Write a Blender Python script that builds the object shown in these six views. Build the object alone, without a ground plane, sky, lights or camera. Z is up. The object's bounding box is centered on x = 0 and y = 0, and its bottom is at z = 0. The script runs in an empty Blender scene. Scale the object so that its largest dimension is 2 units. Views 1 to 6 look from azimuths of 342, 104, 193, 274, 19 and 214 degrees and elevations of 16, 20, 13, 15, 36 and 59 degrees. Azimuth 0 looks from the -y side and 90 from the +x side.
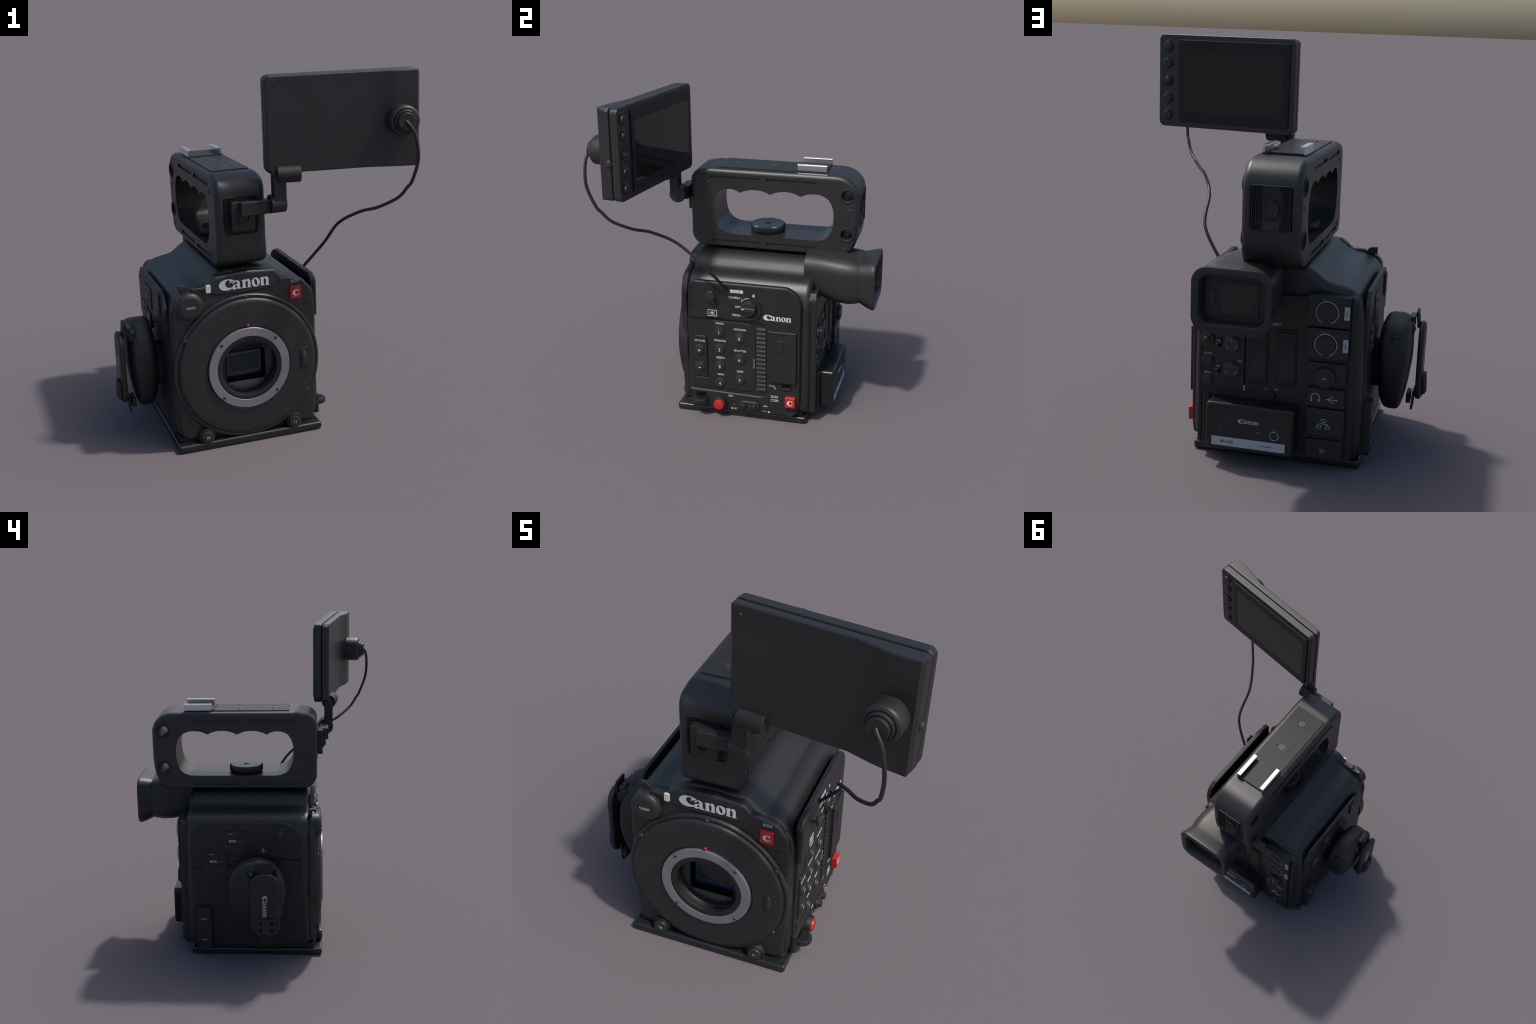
# Compact cinema camera body with top handle, monitor, hand grip and viewfinder.
import bpy, bmesh, math, random
from mathutils import Matrix, Vector

random.seed(7)
SC = bpy.context.scene
COL = SC.collection
CX = -0.131                      # the camera body's mirror plane


# ------------------------------------------------------------------ materials
def material(name, color, rough=0.5, metal=0.0, spec=0.5, grain=0.0, grain_scale=260.0,
             vary=0.0, vary_scale=9.0, coat=0.0, rough_vary=0.0, dust=0.0):
    m = bpy.data.materials.new(name)
    m.use_nodes = True
    nt = m.node_tree
    b = nt.nodes['Principled BSDF']
    b.inputs['Base Color'].default_value = (*color, 1)
    b.inputs['Roughness'].default_value = rough
    b.inputs['Metallic'].default_value = metal
    b.inputs['Specular IOR Level'].default_value = spec
    b.inputs['Coat Weight'].default_value = coat
    tc = nt.nodes.new('ShaderNodeTexCoord')
    if vary > 0:
        n = nt.nodes.new('ShaderNodeTexNoise')
        n.inputs['Scale'].default_value = vary_scale
        n.inputs['Detail'].default_value = 5
        r = nt.nodes.new('ShaderNodeValToRGB')
        r.color_ramp.elements[0].position = 0.3
        r.color_ramp.elements[1].position = 0.7
        r.color_ramp.elements[0].color = (*[c * (1 - vary) for c in color], 1)
        r.color_ramp.elements[1].color = (*[c * (1 + vary) for c in color], 1)
        nt.links.new(tc.outputs['Object'], n.inputs['Vector'])
        nt.links.new(n.outputs['Fac'], r.inputs['Fac'])
        nt.links.new(r.outputs['Color'], b.inputs['Base Color'])
        mr = nt.nodes.new('ShaderNodeMapRange')
        mr.inputs['To Min'].default_value = rough - rough_vary
        mr.inputs['To Max'].default_value = rough + rough_vary
        nt.links.new(n.outputs['Fac'], mr.inputs['Value'])
        nt.links.new(mr.outputs['Result'], b.inputs['Roughness'])
    if grain > 0:
        g = nt.nodes.new('ShaderNodeTexNoise')
        g.inputs['Scale'].default_value = grain_scale
        g.inputs['Detail'].default_value = 2
        bp = nt.nodes.new('ShaderNodeBump')
        bp.inputs['Strength'].default_value = grain
        bp.inputs['Distance'].default_value = 0.002
        nt.links.new(tc.outputs['Object'], g.inputs['Vector'])
        nt.links.new(g.outputs['Fac'], bp.inputs['Height'])
        nt.links.new(bp.outputs['Normal'], b.inputs['Normal'])
    return m


BLACK = material('black_plastic', (0.0140, 0.0140, 0.0147), 0.45, spec=0.68, vary=0.10, rough_vary=0.05, grain=0.10)
PANEL = material('matt_black_plastic', (0.0145, 0.0145, 0.0152), 0.50, vary=0.10, rough_vary=0.05, grain=0.08)
COVER = material('soft_black_cover', (0.017, 0.017, 0.018), 0.52, vary=0.10, rough_vary=0.05, grain=0.10)
BUTTON = material('black_button', (0.024, 0.024, 0.025), 0.42, vary=0.08, rough_vary=0.04)
DARK = material('deep_black', (0.010, 0.010, 0.011), 0.6, vary=0.1)
VOID = material('dark_recess', (0.004, 0.004, 0.004), 0.8, spec=0.1)
RUBBER = material('black_rubber', (0.0205, 0.0205, 0.0207), 0.46, vary=0.08, rough_vary=0.05, grain=0.05)
GRIPM = material('grip_rubber', (0.018, 0.018, 0.019), 0.52, vary=0.12, rough_vary=0.06, grain=0.35, grain_scale=150)
DISCM = material('grey_disc', (0.034, 0.033, 0.032), 0.45)
SATIN = material('satin_black_plastic', (0.0205, 0.0205, 0.0212), 0.32, vary=0.10, rough_vary=0.03)
BASEM = material('satin_black_metal', (0.014, 0.015, 0.016), 0.30, spec=0.6, vary=0.1)
BATT = material('battery_plastic', (0.010, 0.010, 0.010), 0.32, vary=0.1)
TOPPL = material('dark_grey_metal_plate', (0.020, 0.020, 0.0205), 0.45, spec=0.3, vary=0.08)
CABLEM = material('cable_rubber', (0.020, 0.020, 0.021), 0.45)
SILVER = material('brushed_silver', (0.74, 0.74, 0.75), 0.24, metal=1.0)
MOUNT = material('mount_steel', (0.30, 0.30, 0.315), 0.42, metal=0.55, vary=0.04)
SCREW = material('screw_steel', (0.055, 0.056, 0.062), 0.35, metal=0.3)
RED = material('red_enamel', (0.44, 0.022, 0.020), 0.38, vary=0.04)
WHITE = material('white_print', (0.62, 0.62, 0.62), 0.55, vary=0.03)
PALE = material('pale_grey_print', (0.40, 0.42, 0.45), 0.55)
DIM = material('dim_grey_print', (0.18, 0.18, 0.19), 0.55)
INK = material('dark_print', (0.03, 0.03, 0.03), 0.6)
SCREEN = material('monitor_glass', (0.009, 0.0082, 0.0086), 0.03, spec=0.6)
GLASSB = material('monitor_glass_border', (0.010, 0.010, 0.011), 0.45, spec=0.35)
EYEGL = material('eyepiece_glass', (0.020, 0.019, 0.019), 0.18)
EYESEN = material('eye_sensor_glass', (0.012, 0.022, 0.020), 0.25)
SENBLUE = material('sensor_blue_filter', (0.012, 0.028, 0.10), 0.25)
SENGRN = material('sensor_glass', (0.016, 0.026, 0.025), 0.15, spec=0.35)
GOLD = material('gold_line', (0.30, 0.22, 0.06), 0.4)

nt = GRIPM.node_tree
sep = nt.nodes.new('ShaderNodeSeparateXYZ')
stp = nt.nodes.new('ShaderNodeMapRange')
stp.inputs['From Min'].default_value = 0.402
stp.inputs['From Max'].default_value = 0.398
stp.inputs['To Min'].default_value = 0.06
stp.inputs['To Max'].default_value = 0.55
nt.links.new(nt.nodes['Texture Coordinate'].outputs['Object'], sep.inputs[0])
nt.links.new(sep.outputs['Z'], stp.inputs['Value'])
nt.links.new(stp.outputs['Result'], nt.nodes['Bump'].inputs['Strength'])

# ------------------------------------------------------------------ frames
def frame(o, u, v):
    u = Vector(u).normalized(); v = Vector(v).normalized(); w = u.cross(v)
    return Matrix(((u.x, v.x, w.x, o[0]), (u.y, v.y, w.y, o[1]), (u.z, v.z, w.z, o[2]), (0, 0, 0, 1)))


FRONT = frame((0, 0, 0), (1, 0, 0), (0, 0, 1))      # u=x   v=z  w=-y
RIGHT = frame((0, 0, 0), (0, 1, 0), (0, 0, 1))      # u=y   v=z  w=x
BACK = frame((0, 0, 0), (-1, 0, 0), (0, 0, 1))      # u=-x  v=z  w=y
LEFT = frame((0, 0, 0), (0, -1, 0), (0, 0, 1))      # u=-y  v=z  w=-x
TOP = frame((0, 0, 0), (1, 0, 0), (0, 1, 0))        # u=x   v=y  w=z
MO = (0.071, -0.379, 0.0)                           # monitor glass reference point
MU = (0.987, -0.159, 0.0)
MBACK = frame(MO, MU, (0, 0, 1))                    # seen from behind the monitor; w = depth n
MFRONT = frame(MO, (-MU[0], -MU[1], 0), (0, 0, 1))  # seen from the screen side; u = -U, w = -n


# ------------------------------------------------------------------ object helpers
def link(name, mesh, mat, parent, M=None):
    ob = bpy.data.objects.new(name, mesh)
    COL.objects.link(ob)
    M = Matrix.Identity(4) if M is None else M.copy()
    ob.matrix_world = M
    PLACED[ob] = M
    if mat is not None and not mesh.materials:
        mesh.materials.append(mat)
    if parent is not None:
        attach(ob, parent)
    return ob


PLACED = {}


def attach(ob, parent):
    ob.parent = parent
    ob.matrix_parent_inverse = PLACED.get(parent, Matrix.Identity(4)).inverted()


def evaluated(ob):
    dg = bpy.context.evaluated_depsgraph_get()
    return bpy.data.meshes.new_from_object(ob.evaluated_get(dg), preserve_all_data_layers=False, depsgraph=dg)


def kill(ob):
    d = ob.data
    bpy.data.objects.remove(ob)
    if isinstance(d, bpy.types.Mesh):
        bpy.data.meshes.remove(d)
    elif isinstance(d, bpy.types.Curve):
        bpy.data.curves.remove(d)


def smooth(me, angle=40):
    me.polygons.foreach_set('use_smooth', [True] * len(me.polygons))
    me.set_sharp_from_angle(angle=math.radians(angle))
    me.update()


def apply_mods(ob):
    old = ob.data
    mats = list(old.materials)
    me = evaluated(ob)
    ob.modifiers.clear()
    ob.data = me
    if not me.materials:
        for m in mats:
            me.materials.append(m)
    bpy.data.meshes.remove(old)


def weighted(ob, angle=40):
    smooth(ob.data, angle)
    md = ob.modifiers.new('wn', 'WEIGHTED_NORMAL')
    md.keep_sharp = True
    md.weight = 80
    apply_mods(ob)


# ------------------------------------------------------------------ 2D outlines
def fillet(pts, n=6):
    """polygon corners (u, v, radius) -> rounded outline"""
    out = []
    N = len(pts)
    for i in range(N):
        p = Vector(pts[i][:2]); r = pts[i][2] if len(pts[i]) > 2 else 0
        if r <= 0:
            out.append(tuple(p)); continue
        a = (Vector(pts[i - 1][:2]) - p); b = (Vector(pts[(i + 1) % N][:2]) - p)
        la, lb = a.length, b.length
        a.normalize(); b.normalize()
        ang = a.angle(b)
        t = min(r / math.tan(ang / 2), la * 0.49, lb * 0.49)
        r2 = t * math.tan(ang / 2)
        c = p + (a + b).normalized() * (r2 / math.sin(ang / 2))
        s = p + a * t - c; e = p + b * t - c
        a0 = math.atan2(s.y, s.x); a1 = math.atan2(e.y, e.x)
        d = (a1 - a0 + math.pi) % (2 * math.pi) - math.pi
        for k in range(n + 1):
            q = a0 + d * k / n
            out.append((c.x + r2 * math.cos(q), c.y + r2 * math.sin(q)))
    return out


def rrect(cu, cv, su, sv, r, n=6):
    a, b = su / 2, sv / 2
    return fillet([(cu - a, cv - b, r), (cu + a, cv - b, r), (cu + a, cv + b, r), (cu - a, cv + b, r)], n)


def circle(cu, cv, r, n=40):
    return [(cu + r * math.cos(2 * math.pi * i / n), cv + r * math.sin(2 * math.pi * i / n)) for i in range(n)]


def catmull(P, n=8, closed=False):
    P = [Vector(p) for p in P]
    Q = [P[-1]] + P + [P[0], P[1]] if closed else [2 * P[0] - P[1]] + P + [2 * P[-1] - P[-2]]
    out = []
    for i in range(1, len(Q) - 2):
        a, b, c, d = Q[i - 1:i + 3]
        for k in range(n):
            t = k / n
            out.append(0.5 * (2 * b + (c - a) * t + (2 * a - 5 * b + 4 * c - d) * t * t + (3 * b - a - 3 * c + d) * t ** 3))
    if not closed:
        out.append(P[-1])
    return [tuple(v) for v in out]


def curve_mesh(splines, thick, bevel, seg, kinds=None):
    cu = bpy.data.curves.new('outline', 'CURVE')
    cu.dimensions = '2D'
    cu.fill_mode = 'BOTH'
    cu.extrude = max(thick / 2 - bevel, 0.00005)
    cu.bevel_depth = bevel
    cu.bevel_resolution = seg
    cu.offset = -bevel
    for s in splines:
        if len(s[0]) == 3 and isinstance(s[0][2], str):
            sp = cu.splines.new('BEZIER')
            sp.bezier_points.add(len(s) - 1)
            for bp, (x, y, k) in zip(sp.bezier_points, s):
                bp.co = (x, y, 0)
                bp.handle_left_type = bp.handle_right_type = 'AUTO' if k == 's' else 'VECTOR'
            sp.resolution_u = 6
        else:
            sp = cu.splines.new('POLY')
            sp.points.add(len(s) - 1)
            for p, (x, y) in zip(sp.points, s):
                p.co = (x, y, 0, 1)
        sp.use_cyclic_u = True
    ob = bpy.data.objects.new('tmp', cu)
    COL.objects.link(ob)
    me = evaluated(ob)
    kill(ob)
    me.materials.clear()
    bm = bmesh.new(); bm.from_mesh(me)
    bmesh.ops.remove_doubles(bm, verts=bm.verts, dist=1e-6)
    bmesh.ops.recalc_face_normals(bm, faces=bm.faces)
    bm.to_mesh(me); bm.free()
    return me


def plate(name, F, outline, w0, w1, mat, parent, bevel=0.003, holes=(), seg=2):
    """solid slab: outline in the frame's (u, v), from depth w0 to w1, rounded edges"""
    us = [p[0] for p in outline]; vs = [p[1] for p in outline]
    cu, cv = (min(us) + max(us)) / 2, (min(vs) + max(vs)) / 2
    bevel = min(bevel, (w1 - w0) * 0.45)
    sp = [[(p[0] - cu, p[1] - cv) for p in s] for s in [outline] + list(holes)]
    me = curve_mesh(sp, w1 - w0, bevel, seg)
    ob = link(name, me, mat, parent, F @ Matrix.Translation((cu, cv, (w0 + w1) / 2)))
    weighted(ob)
    return ob


def resample(P, step):
    out = []
    N = len(P)
    for i in range(N):
        a, b = Vector(P[i]), Vector(P[(i + 1) % N])
        n = max(1, int(round((b - a).length / step)))
        for k in range(n):
            out.append(a.lerp(b, k / n))
    return out


def pillow(name, F, outline, w0, w1, mat, parent, bevel, seg=6, step=0.03, soften=None):
    """slab with a smooth outline and evenly rounded rims, built as stacked inset rings"""
    P = [Vector(p) for p in outline]
    P = [p for i, p in enumerate(P) if (p - P[i - 1]).length > 1e-5]
    P = resample(P, step)
    N = len(P)
    area = sum(P[i].x * P[(i + 1) % N].y - P[(i + 1) % N].x * P[i].y for i in range(N))
    if area < 0:
        P.reverse()
    us = [p.x for p in P]; vs = [p.y for p in P]
    c = Vector(((min(us) + max(us)) / 2, (min(vs) + max(vs)) / 2))
    nrm = []
    for i in range(N):
        a = (P[i] - P[i - 1]).normalized(); b = (P[(i + 1) % N] - P[i]).normalized()
        t = (a + b).normalized()
        m = Vector((-t.y, t.x))
        nrm.append(m / max(0.5, m.dot(Vector((-a.y, a.x)))))
    soft = [soften(p) if soften else 1.0 for p in P]
    mid = (w0 + w1) / 2
    stack = []
    for k in range(seg + 1):
        q = math.pi / 2 * k / seg
        stack.append((w0 - mid + bevel * (1 - math.sin(q)), bevel * (1 - math.cos(q))))
    stack = stack[::-1] + [(-w, d) for w, d in stack]
    rings = [[(p.x - c.x + m.x * d * k, p.y - c.y + m.y * d * k, w) for p, m, k in zip(P, nrm, soft)] for w, d in stack]
    ob = loft(name, rings, mat, parent, M=F @ Matrix.Translation((c.x, c.y, mid)))
    weighted(ob, 40)
    return ob


def block(name, F, cu, cv, su, sv, w0, w1, mat, parent, r=0.006, bevel=0.003, seg=2):
    return plate(name, F, rrect(cu, cv, su, sv, r), w0, w1, mat, parent, bevel, seg=seg)


_lathes = {}


def lathe_mesh(profile, n=40, knurl=0.0):
    profile = tuple(profile)
    if profile[-1][0] == 0 and profile[-1][1] == profile[-2][1]:      # keep flat tops flat
        profile = profile[:-1] + ((profile[-2][0] * 0.93, profile[-1][1]), profile[-1])
    key = (profile, n, knurl)
    if key in _lathes:
        return _lathes[key]
    bm = bmesh.new()
    rings = []
    for r, w in profile:
        if r < 1e-6:
            rings.append([bm.verts.new((0, 0, w))])
        else:
            ring = []
            for i in range(n):
                rr = r - (knurl if (knurl and i % 2) else 0)
                a = 2 * math.pi * i / n
                ring.append(bm.verts.new((rr * math.cos(a), rr * math.sin(a), w)))
            rings.append(ring)
    for A, B in zip(rings, rings[1:]):
        for i in range(n):
            j = (i + 1) % n
            if len(A) == 1 and len(B) == 1:
                continue
            if len(A) == 1:
                bm.faces.new((A[0], B[i], B[j]))
            elif len(B) == 1:
                bm.faces.new((A[i], A[j], B[0]))
            else:
                bm.faces.new((A[i], A[j], B[j], B[i]))
    closed = profile[0] == profile[-1]
    if closed:                                   # a ring: weld the end onto the start
        bmesh.ops.remove_doubles(bm, verts=bm.verts, dist=1e-6)
    for R, flip in ((rings[0], True), (rings[-1], False)):
        if len(R) > 2 and not closed:
            bm.faces.new(R[::-1] if flip else R)
    bmesh.ops.recalc_face_normals(bm, faces=bm.faces)
    me = bpy.data.meshes.new('turned')
    bm.to_mesh(me); bm.free()
    smooth(me, 32)
    _lathes[key] = me
    return me


def lathe(name, F, cu, cv, w, profile, mat, parent, n=40, knurl=0.0):
    me = lathe_mesh(profile, n, knurl)
    if me.materials and me.materials[0] != mat:
        me = me.copy(); me.materials.clear()
    return link(name, me, mat, parent, F @ Matrix.Translation((cu, cv, w)))


def knob_profile(r, h, e=0.004):
    return ((r, -0.004), (r, h - e), (r - e * 0.3, h - e * 0.3), (r - e, h), (0.0, h))


def button(name, F, cu, cv, w, r, h, mat, parent, collar=0.0, dish=True):
    """round push button with an optional collar ring under it"""
    if collar:
        lathe('button_collar', F, cu, cv, w, ((collar, -0.004), (collar, h * 0.25), (collar - 0.003, h * 0.4), (r + 0.001, h * 0.42), (r, h * 0.2), (0, h * 0.2)), mat, parent)
    e = r * 0.18
    top = ((r, -0.003), (r, h - e), (r - e * 0.3, h - e * 0.3), (r - e, h), (r * 0.5, h + (0.0006 if dish else h * 0.2)), (0.0, h + (0.0008 if dish else h * 0.28)))
    return lathe(name, F, cu, cv, w, top, mat, parent, n=36)


def loft(name, rings, mat, parent, cap0=True, cap1=True, angle=40, M=None):
    bm = bmesh.new()
    R = [[bm.verts.new(p) for p in r] for r in rings]
    n = len(R[0])
    for A, B in zip(R, R[1:]):
        for i in range(n):
            j = (i + 1) % n
            bm.faces.new((A[i], A[j], B[j], B[i]))
    if cap0:
        bm.faces.new(R[0][::-1])
    if cap1:
        bm.faces.new(R[-1])
    bmesh.ops.recalc_face_normals(bm, faces=bm.faces)
    me = bpy.data.meshes.new(name)
    bm.to_mesh(me); bm.free()
    smooth(me, angle)
    return link(name, me, mat, parent, M)


def cut(ob, cutters):
    for c in cutters:
        md = ob.modifiers.new('cut', 'BOOLEAN')
        md.operation = 'DIFFERENCE'
        md.solver = 'EXACT'
        md.object = c
        if c.data.materials:
            md.material_mode = 'TRANSFER'
    apply_mods(ob)
    for c in cutters:
        kill(c)
    weighted(ob, 35)


def tube(name, P, r, mat, parent, n=10):
    cu = bpy.data.curves.new('path', 'CURVE')
    cu.dimensions = '3D'
    cu.bevel_depth = r
    cu.bevel_resolution = 4
    cu.use_fill_caps = True
    pts = catmull(P, n)
    sp = cu.splines.new('POLY')
    sp.points.add(len(pts) - 1)
    for p, q in zip(sp.points, pts):
        p.co = (*q, 1)
    ob = bpy.data.objects.new('tmp', cu); COL.objects.link(ob)
    me = evaluated(ob); kill(ob)
    me.materials.clear()
    smooth(me, 50)
    return link(name, me, mat, parent)


def label(text, F, cu, cv, w, su, sv, parent, mat=WHITE, thick=0.0012):
    """raised print: built-in font fitted to a box su x sv centred at (cu, cv)"""
    cur = bpy.data.curves.new('words', 'FONT')
    cur.body = text
    cur.size = 1
    cur.extrude = 0.01
    cur.offset = 0.003
    ob = bpy.data.objects.new('tmp', cur); COL.objects.link(ob)
    me = evaluated(ob)
    bpy.data.objects.remove(ob); bpy.data.curves.remove(cur)
    me.materials.clear()
    xs = [v.co.x for v in me.vertices]; ys = [v.co.y for v in me.vertices]
    x0, x1, y0, y1 = min(xs), max(xs), min(ys), max(ys)
    for v in me.vertices:
        v.co = ((v.co.x - (x0 + x1) / 2) * su / (x1 - x0), (v.co.y - (y0 + y1) / 2) * sv / (y1 - y0), v.co.z * thick / 0.02)
    me.update()
    return link('lettering', me, mat, parent, F @ Matrix.Translation((cu, cv, w + thick / 2)))


LOGO = [
    [(62, 79, 's'), (24, 68, 's'), (3, 40, 's'), (17, 11, 's'), (55, -2, 's'), (92, 4, 's'), (112, 16, 'c'), (110, 19, 'c'),
     (86, 14, 's'), (62, 22, 's'), (50, 44, 's'), (58, 66, 's'), (72, 72, 's'), (87, 64, 'c'), (78, 46, 'c'), (120, 64, 'c'), (96, 76, 's')],
    [(100, 43, 'c'), (118, 60, 's'), (140, 63, 's'), (156, 52, 's'), (158, 22, 's'), (161, 7, 's'), (170, 3, 'c'), (170, 0, 'c'),
     (140, 0, 'c'), (137, 8, 'c'), (122, -2, 's'), (105, 2, 's'), (101, 15, 's'), (110, 29, 's'), (137, 36, 'c'), (137, 47, 's'), (128, 55, 's'), (114, 43, 'c')],
    [(137, 31, 'c'), (125, 25, 's'), (122, 14, 's'), (129, 8, 's'), (137, 14, 'c')],
    [(172, 57, 'c'), (200, 63, 'c'), (200, 52, 'c'), (214, 62, 's'), (230, 59, 's'), (237, 44, 'c'), (237, 4, 'c'), (243, 2, 'c'), (243, 0, 'c'),
     (211, 0, 'c'), (211, 2, 'c'), (216, 4, 'c'), (216, 44, 's'), (210, 52, 's'), (200, 46, 'c'), (200, 4, 'c'), (206, 2, 'c'), (206, 0, 'c'),
     (173, 0, 'c'), (173, 2, 'c'), (179, 4, 'c'), (179, 51, 'c'), (172, 54, 'c')],
    [(276, 64, 's'), (252, 52, 's'), (247, 31, 's'), (253, 9, 's'), (277, -2, 's'), (301, 10, 's'), (307, 31, 's'), (300, 53, 's')],
    [(270, 56, 's'), (266, 36, 's'), (274, 14, 's'), (284, 6, 's'), (288, 27, 's'), (281, 49, 's')],
]
LOGO.append([(x + 137, y, k) for x, y, k in LOGO[3]])


def join_meshes(name, meshes):
    bm = bmesh.new()
    for m in meshes:
        bm.from_mesh(m)
        bpy.data.meshes.remove(m)
    me = bpy.data.meshes.new(name)
    bm.to_mesh(me); bm.free()
    return me


def logo(F, cu, cv, w, su, parent, mat=WHITE, thick=0.0015, squash=1.0):
    s = su / 380.0
    parts = []
    for k, ids in enumerate(((0,), (1, 2), (3,), (4, 5), (6,))):
        sp = [[((x - 191) * s, (y - 36) * s * squash, c) for x, y, c in LOGO[i]] for i in ids]
        m = curve_mesh(sp, thick + 0.0002 * (k % 2), 0.0002, 0)
        parts.append(m)
    return link('brand_lettering', join_meshes('brand_lettering', parts), mat, parent, F @ Matrix.Translation((cu, cv, w + thick / 2)))


def serif_c(F, cu, cv, w, h, parent, mat=WHITE, thick=0.0012):
    s = h / 81.0
    pts = [(48, 81, 's'), (14, 67, 's'), (0, 40, 's'), (14, 12, 's'), (48, 0, 's'), (78, 8, 's'), (90, 26, 'c'), (84, 28, 'c'), (70, 15, 's'), (52, 11, 's'), (36, 22, 's'),
           (32, 41, 's'), (36, 60, 's'), (52, 71, 's'), (68, 66, 's'), (79, 50, 'c'), (86, 50, 'c'), (86, 79, 'c'), (80, 79, 'c'), (76, 73, 'c'), (64, 79, 's')]
    me = curve_mesh([[((x - 44) * s, (y - 40) * s, c) for x, y, c in pts]], thick, 0.0002, 0)
    return link('lettering', me, mat, parent, F @ Matrix.Translation((cu, cv, w + thick / 2)))


def numeral_one(F, cu, cv, w, h, parent, mat=WHITE, thick=0.0012):
    pts = [(0.06, -0.5), (0.06, 0.5), (-0.06, 0.5), (-0.24, 0.36), (-0.24, 0.24), (-0.10, 0.31), (-0.10, -0.5)]
    me = curve_mesh([[(x * h, y * h) for x, y in pts]], thick, 0.0001, 0)
    return link('lettering', me, mat, parent, F @ Matrix.Translation((cu, cv, w + thick / 2)))


def bar(F, u0, v0, u1, v1, t, w, parent, mat=WHITE, h=0.0012):
    """a straight printed stroke"""
    d = Vector((u1 - u0, v1 - v0)); L = d.length; a = math.atan2(d.y, d.x)
    me = curve_mesh([rrect(0, 0, L + t, t, t * 0.3, 2)], h, 0.0001, 0)
    return link('printed_mark', me, mat, parent, F @ Matrix.Translation(((u0 + u1) / 2, (v0 + v1) / 2, w + h / 2)) @ Matrix.Rotation(a, 4, 'Z'))


def arc(F, cu, cv, r, t, a0, a1, w, parent, mat=WHITE, h=0.0012, n=40, name='printed_mark'):
    A = [math.radians(a0 + (a1 - a0) * i / n) for i in range(n + 1)]
    out = [(cu + (r + t / 2) * math.cos(a), cv + (r + t / 2) * math.sin(a)) for a in A]
    inn = [(cu + (r - t / 2) * math.cos(a), cv + (r - t / 2) * math.sin(a)) for a in A]
    if abs(a1 - a0) >= 359.9:
        return plate(name, F, out[:-1], w, w + h, mat, parent, 0.0001, holes=[inn[:-1]], seg=0)
    return plate(name, F, out + inn[::-1], w, w + h, mat, parent, 0.0001, seg=0)


def diamond(F, u, v, w, s, parent, mat):
    arc(F, u, v, s * 0.5, s * 0.18, 0, 360, w, parent, mat, n=20)
    bar(F, u, v - s, u, v + s, s * 0.16, w, parent, mat)


def slotted_screw_mesh():
    bm = bmesh.new()
    n = 20
    prof = ((1.0, -0.25), (1.0, 0.15), (0.85, 0.38), (0.45, 0.5))
    rings = []
    for r, w in prof:
        rings.append([bm.verts.new((r * math.cos(2 * math.pi * i / n), r * math.sin(2 * math.pi * i / n), w)) for i in range(n)])
    for A, B in zip(rings, rings[1:]):
        for i in range(n):
            bm.faces.new((A[i], A[(i + 1) % n], B[(i + 1) % n], B[i]))
    low = [bm.verts.new((v.co.x * 0.75, v.co.y * 0.75, 0.15)) for v in rings[-1]]
    for i in range(n):
        bm.faces.new((rings[-1][i], rings[-1][(i + 1) % n], low[(i + 1) % n], low[i]))
    bm.faces.new(low)
    bmesh.ops.recalc_face_normals(bm, faces=bm.faces)
    me = bpy.data.meshes.new('screw'); bm.to_mesh(me); bm.free()
    smooth(me, 35)
    me.materials.append(SCREW)
    return me


SCREW_MESH = slotted_screw_mesh()


def screw(F, u, v, w, r, parent):
    return link('screw', SCREW_MESH, None, parent, F @ Matrix.Translation((u, v, w)) @ Matrix.Scale(r, 4))


# ================================================================== THE CAMERA
cam = bpy.data.objects.new('cinema_camera', None)
COL.objects.link(cam)
cam['label'] = 'black boxy cinema camera with top handle, monitor and side grip'
cam['category'] = 'video camera'

# ------------------------------------------------------------------ body shell
half = [(0.0, 0.988), (0.07, 0.988), (0.115, 0.982), (0.15, 0.966), (0.175, 0.949), (0.20, 0.929), (0.225, 0.916), (0.26, 0.908),
        (0.30, 0.901), (0.335, 0.889), (0.365, 0.868), (0.388, 0.832), (0.400, 0.78), (0.405, 0.72)]
topcurve = catmull(half, 5)
side = [(0.410, 0.5), (0.412, 0.14), (0.409, 0.105), (0.397, 0.074), (0.37, 0.053)]
half_r = half[:2] + [(0.115, 0.985), (0.148, 0.979), (0.175, 0.970), (0.20, 0.954), (0.222, 0.935), (0.243, 0.917), (0.263, 0.906), (0.285, 0.902), (0.31, 0.897), (0.335, 0.885),
                     (0.357, 0.864), (0.376, 0.836), (0.390, 0.797), (0.400, 0.755), (0.405, 0.70)]
topcurve_r = catmull(half_r, 5)
prof = [(CX + d, z) for d, z in topcurve_r + side] + [(CX - d, z) for d, z in (topcurve[1:] + side)[::-1]]
shell = pillow('body_shell', FRONT, prof, -0.402, 0.366, BLACK, cam, bevel=0.036, seg=6)
block('handle_mount', TOP, CX, 0.02, 0.15, 0.62, 0.96, 1.012, DARK, cam, r=0.03)

# ------------------------------------------------------------------ base plate
base = plate('base_plate', TOP, rrect(CX, -0.0225, 0.828, 0.815, 0.012), 0.0, 0.042, BASEM, cam, bevel=0.012, seg=4)
block('base_spacer', TOP, CX, -0.01, 0.79, 0.74, 0.036, 0.07, DARK, cam, r=0.02)

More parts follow.
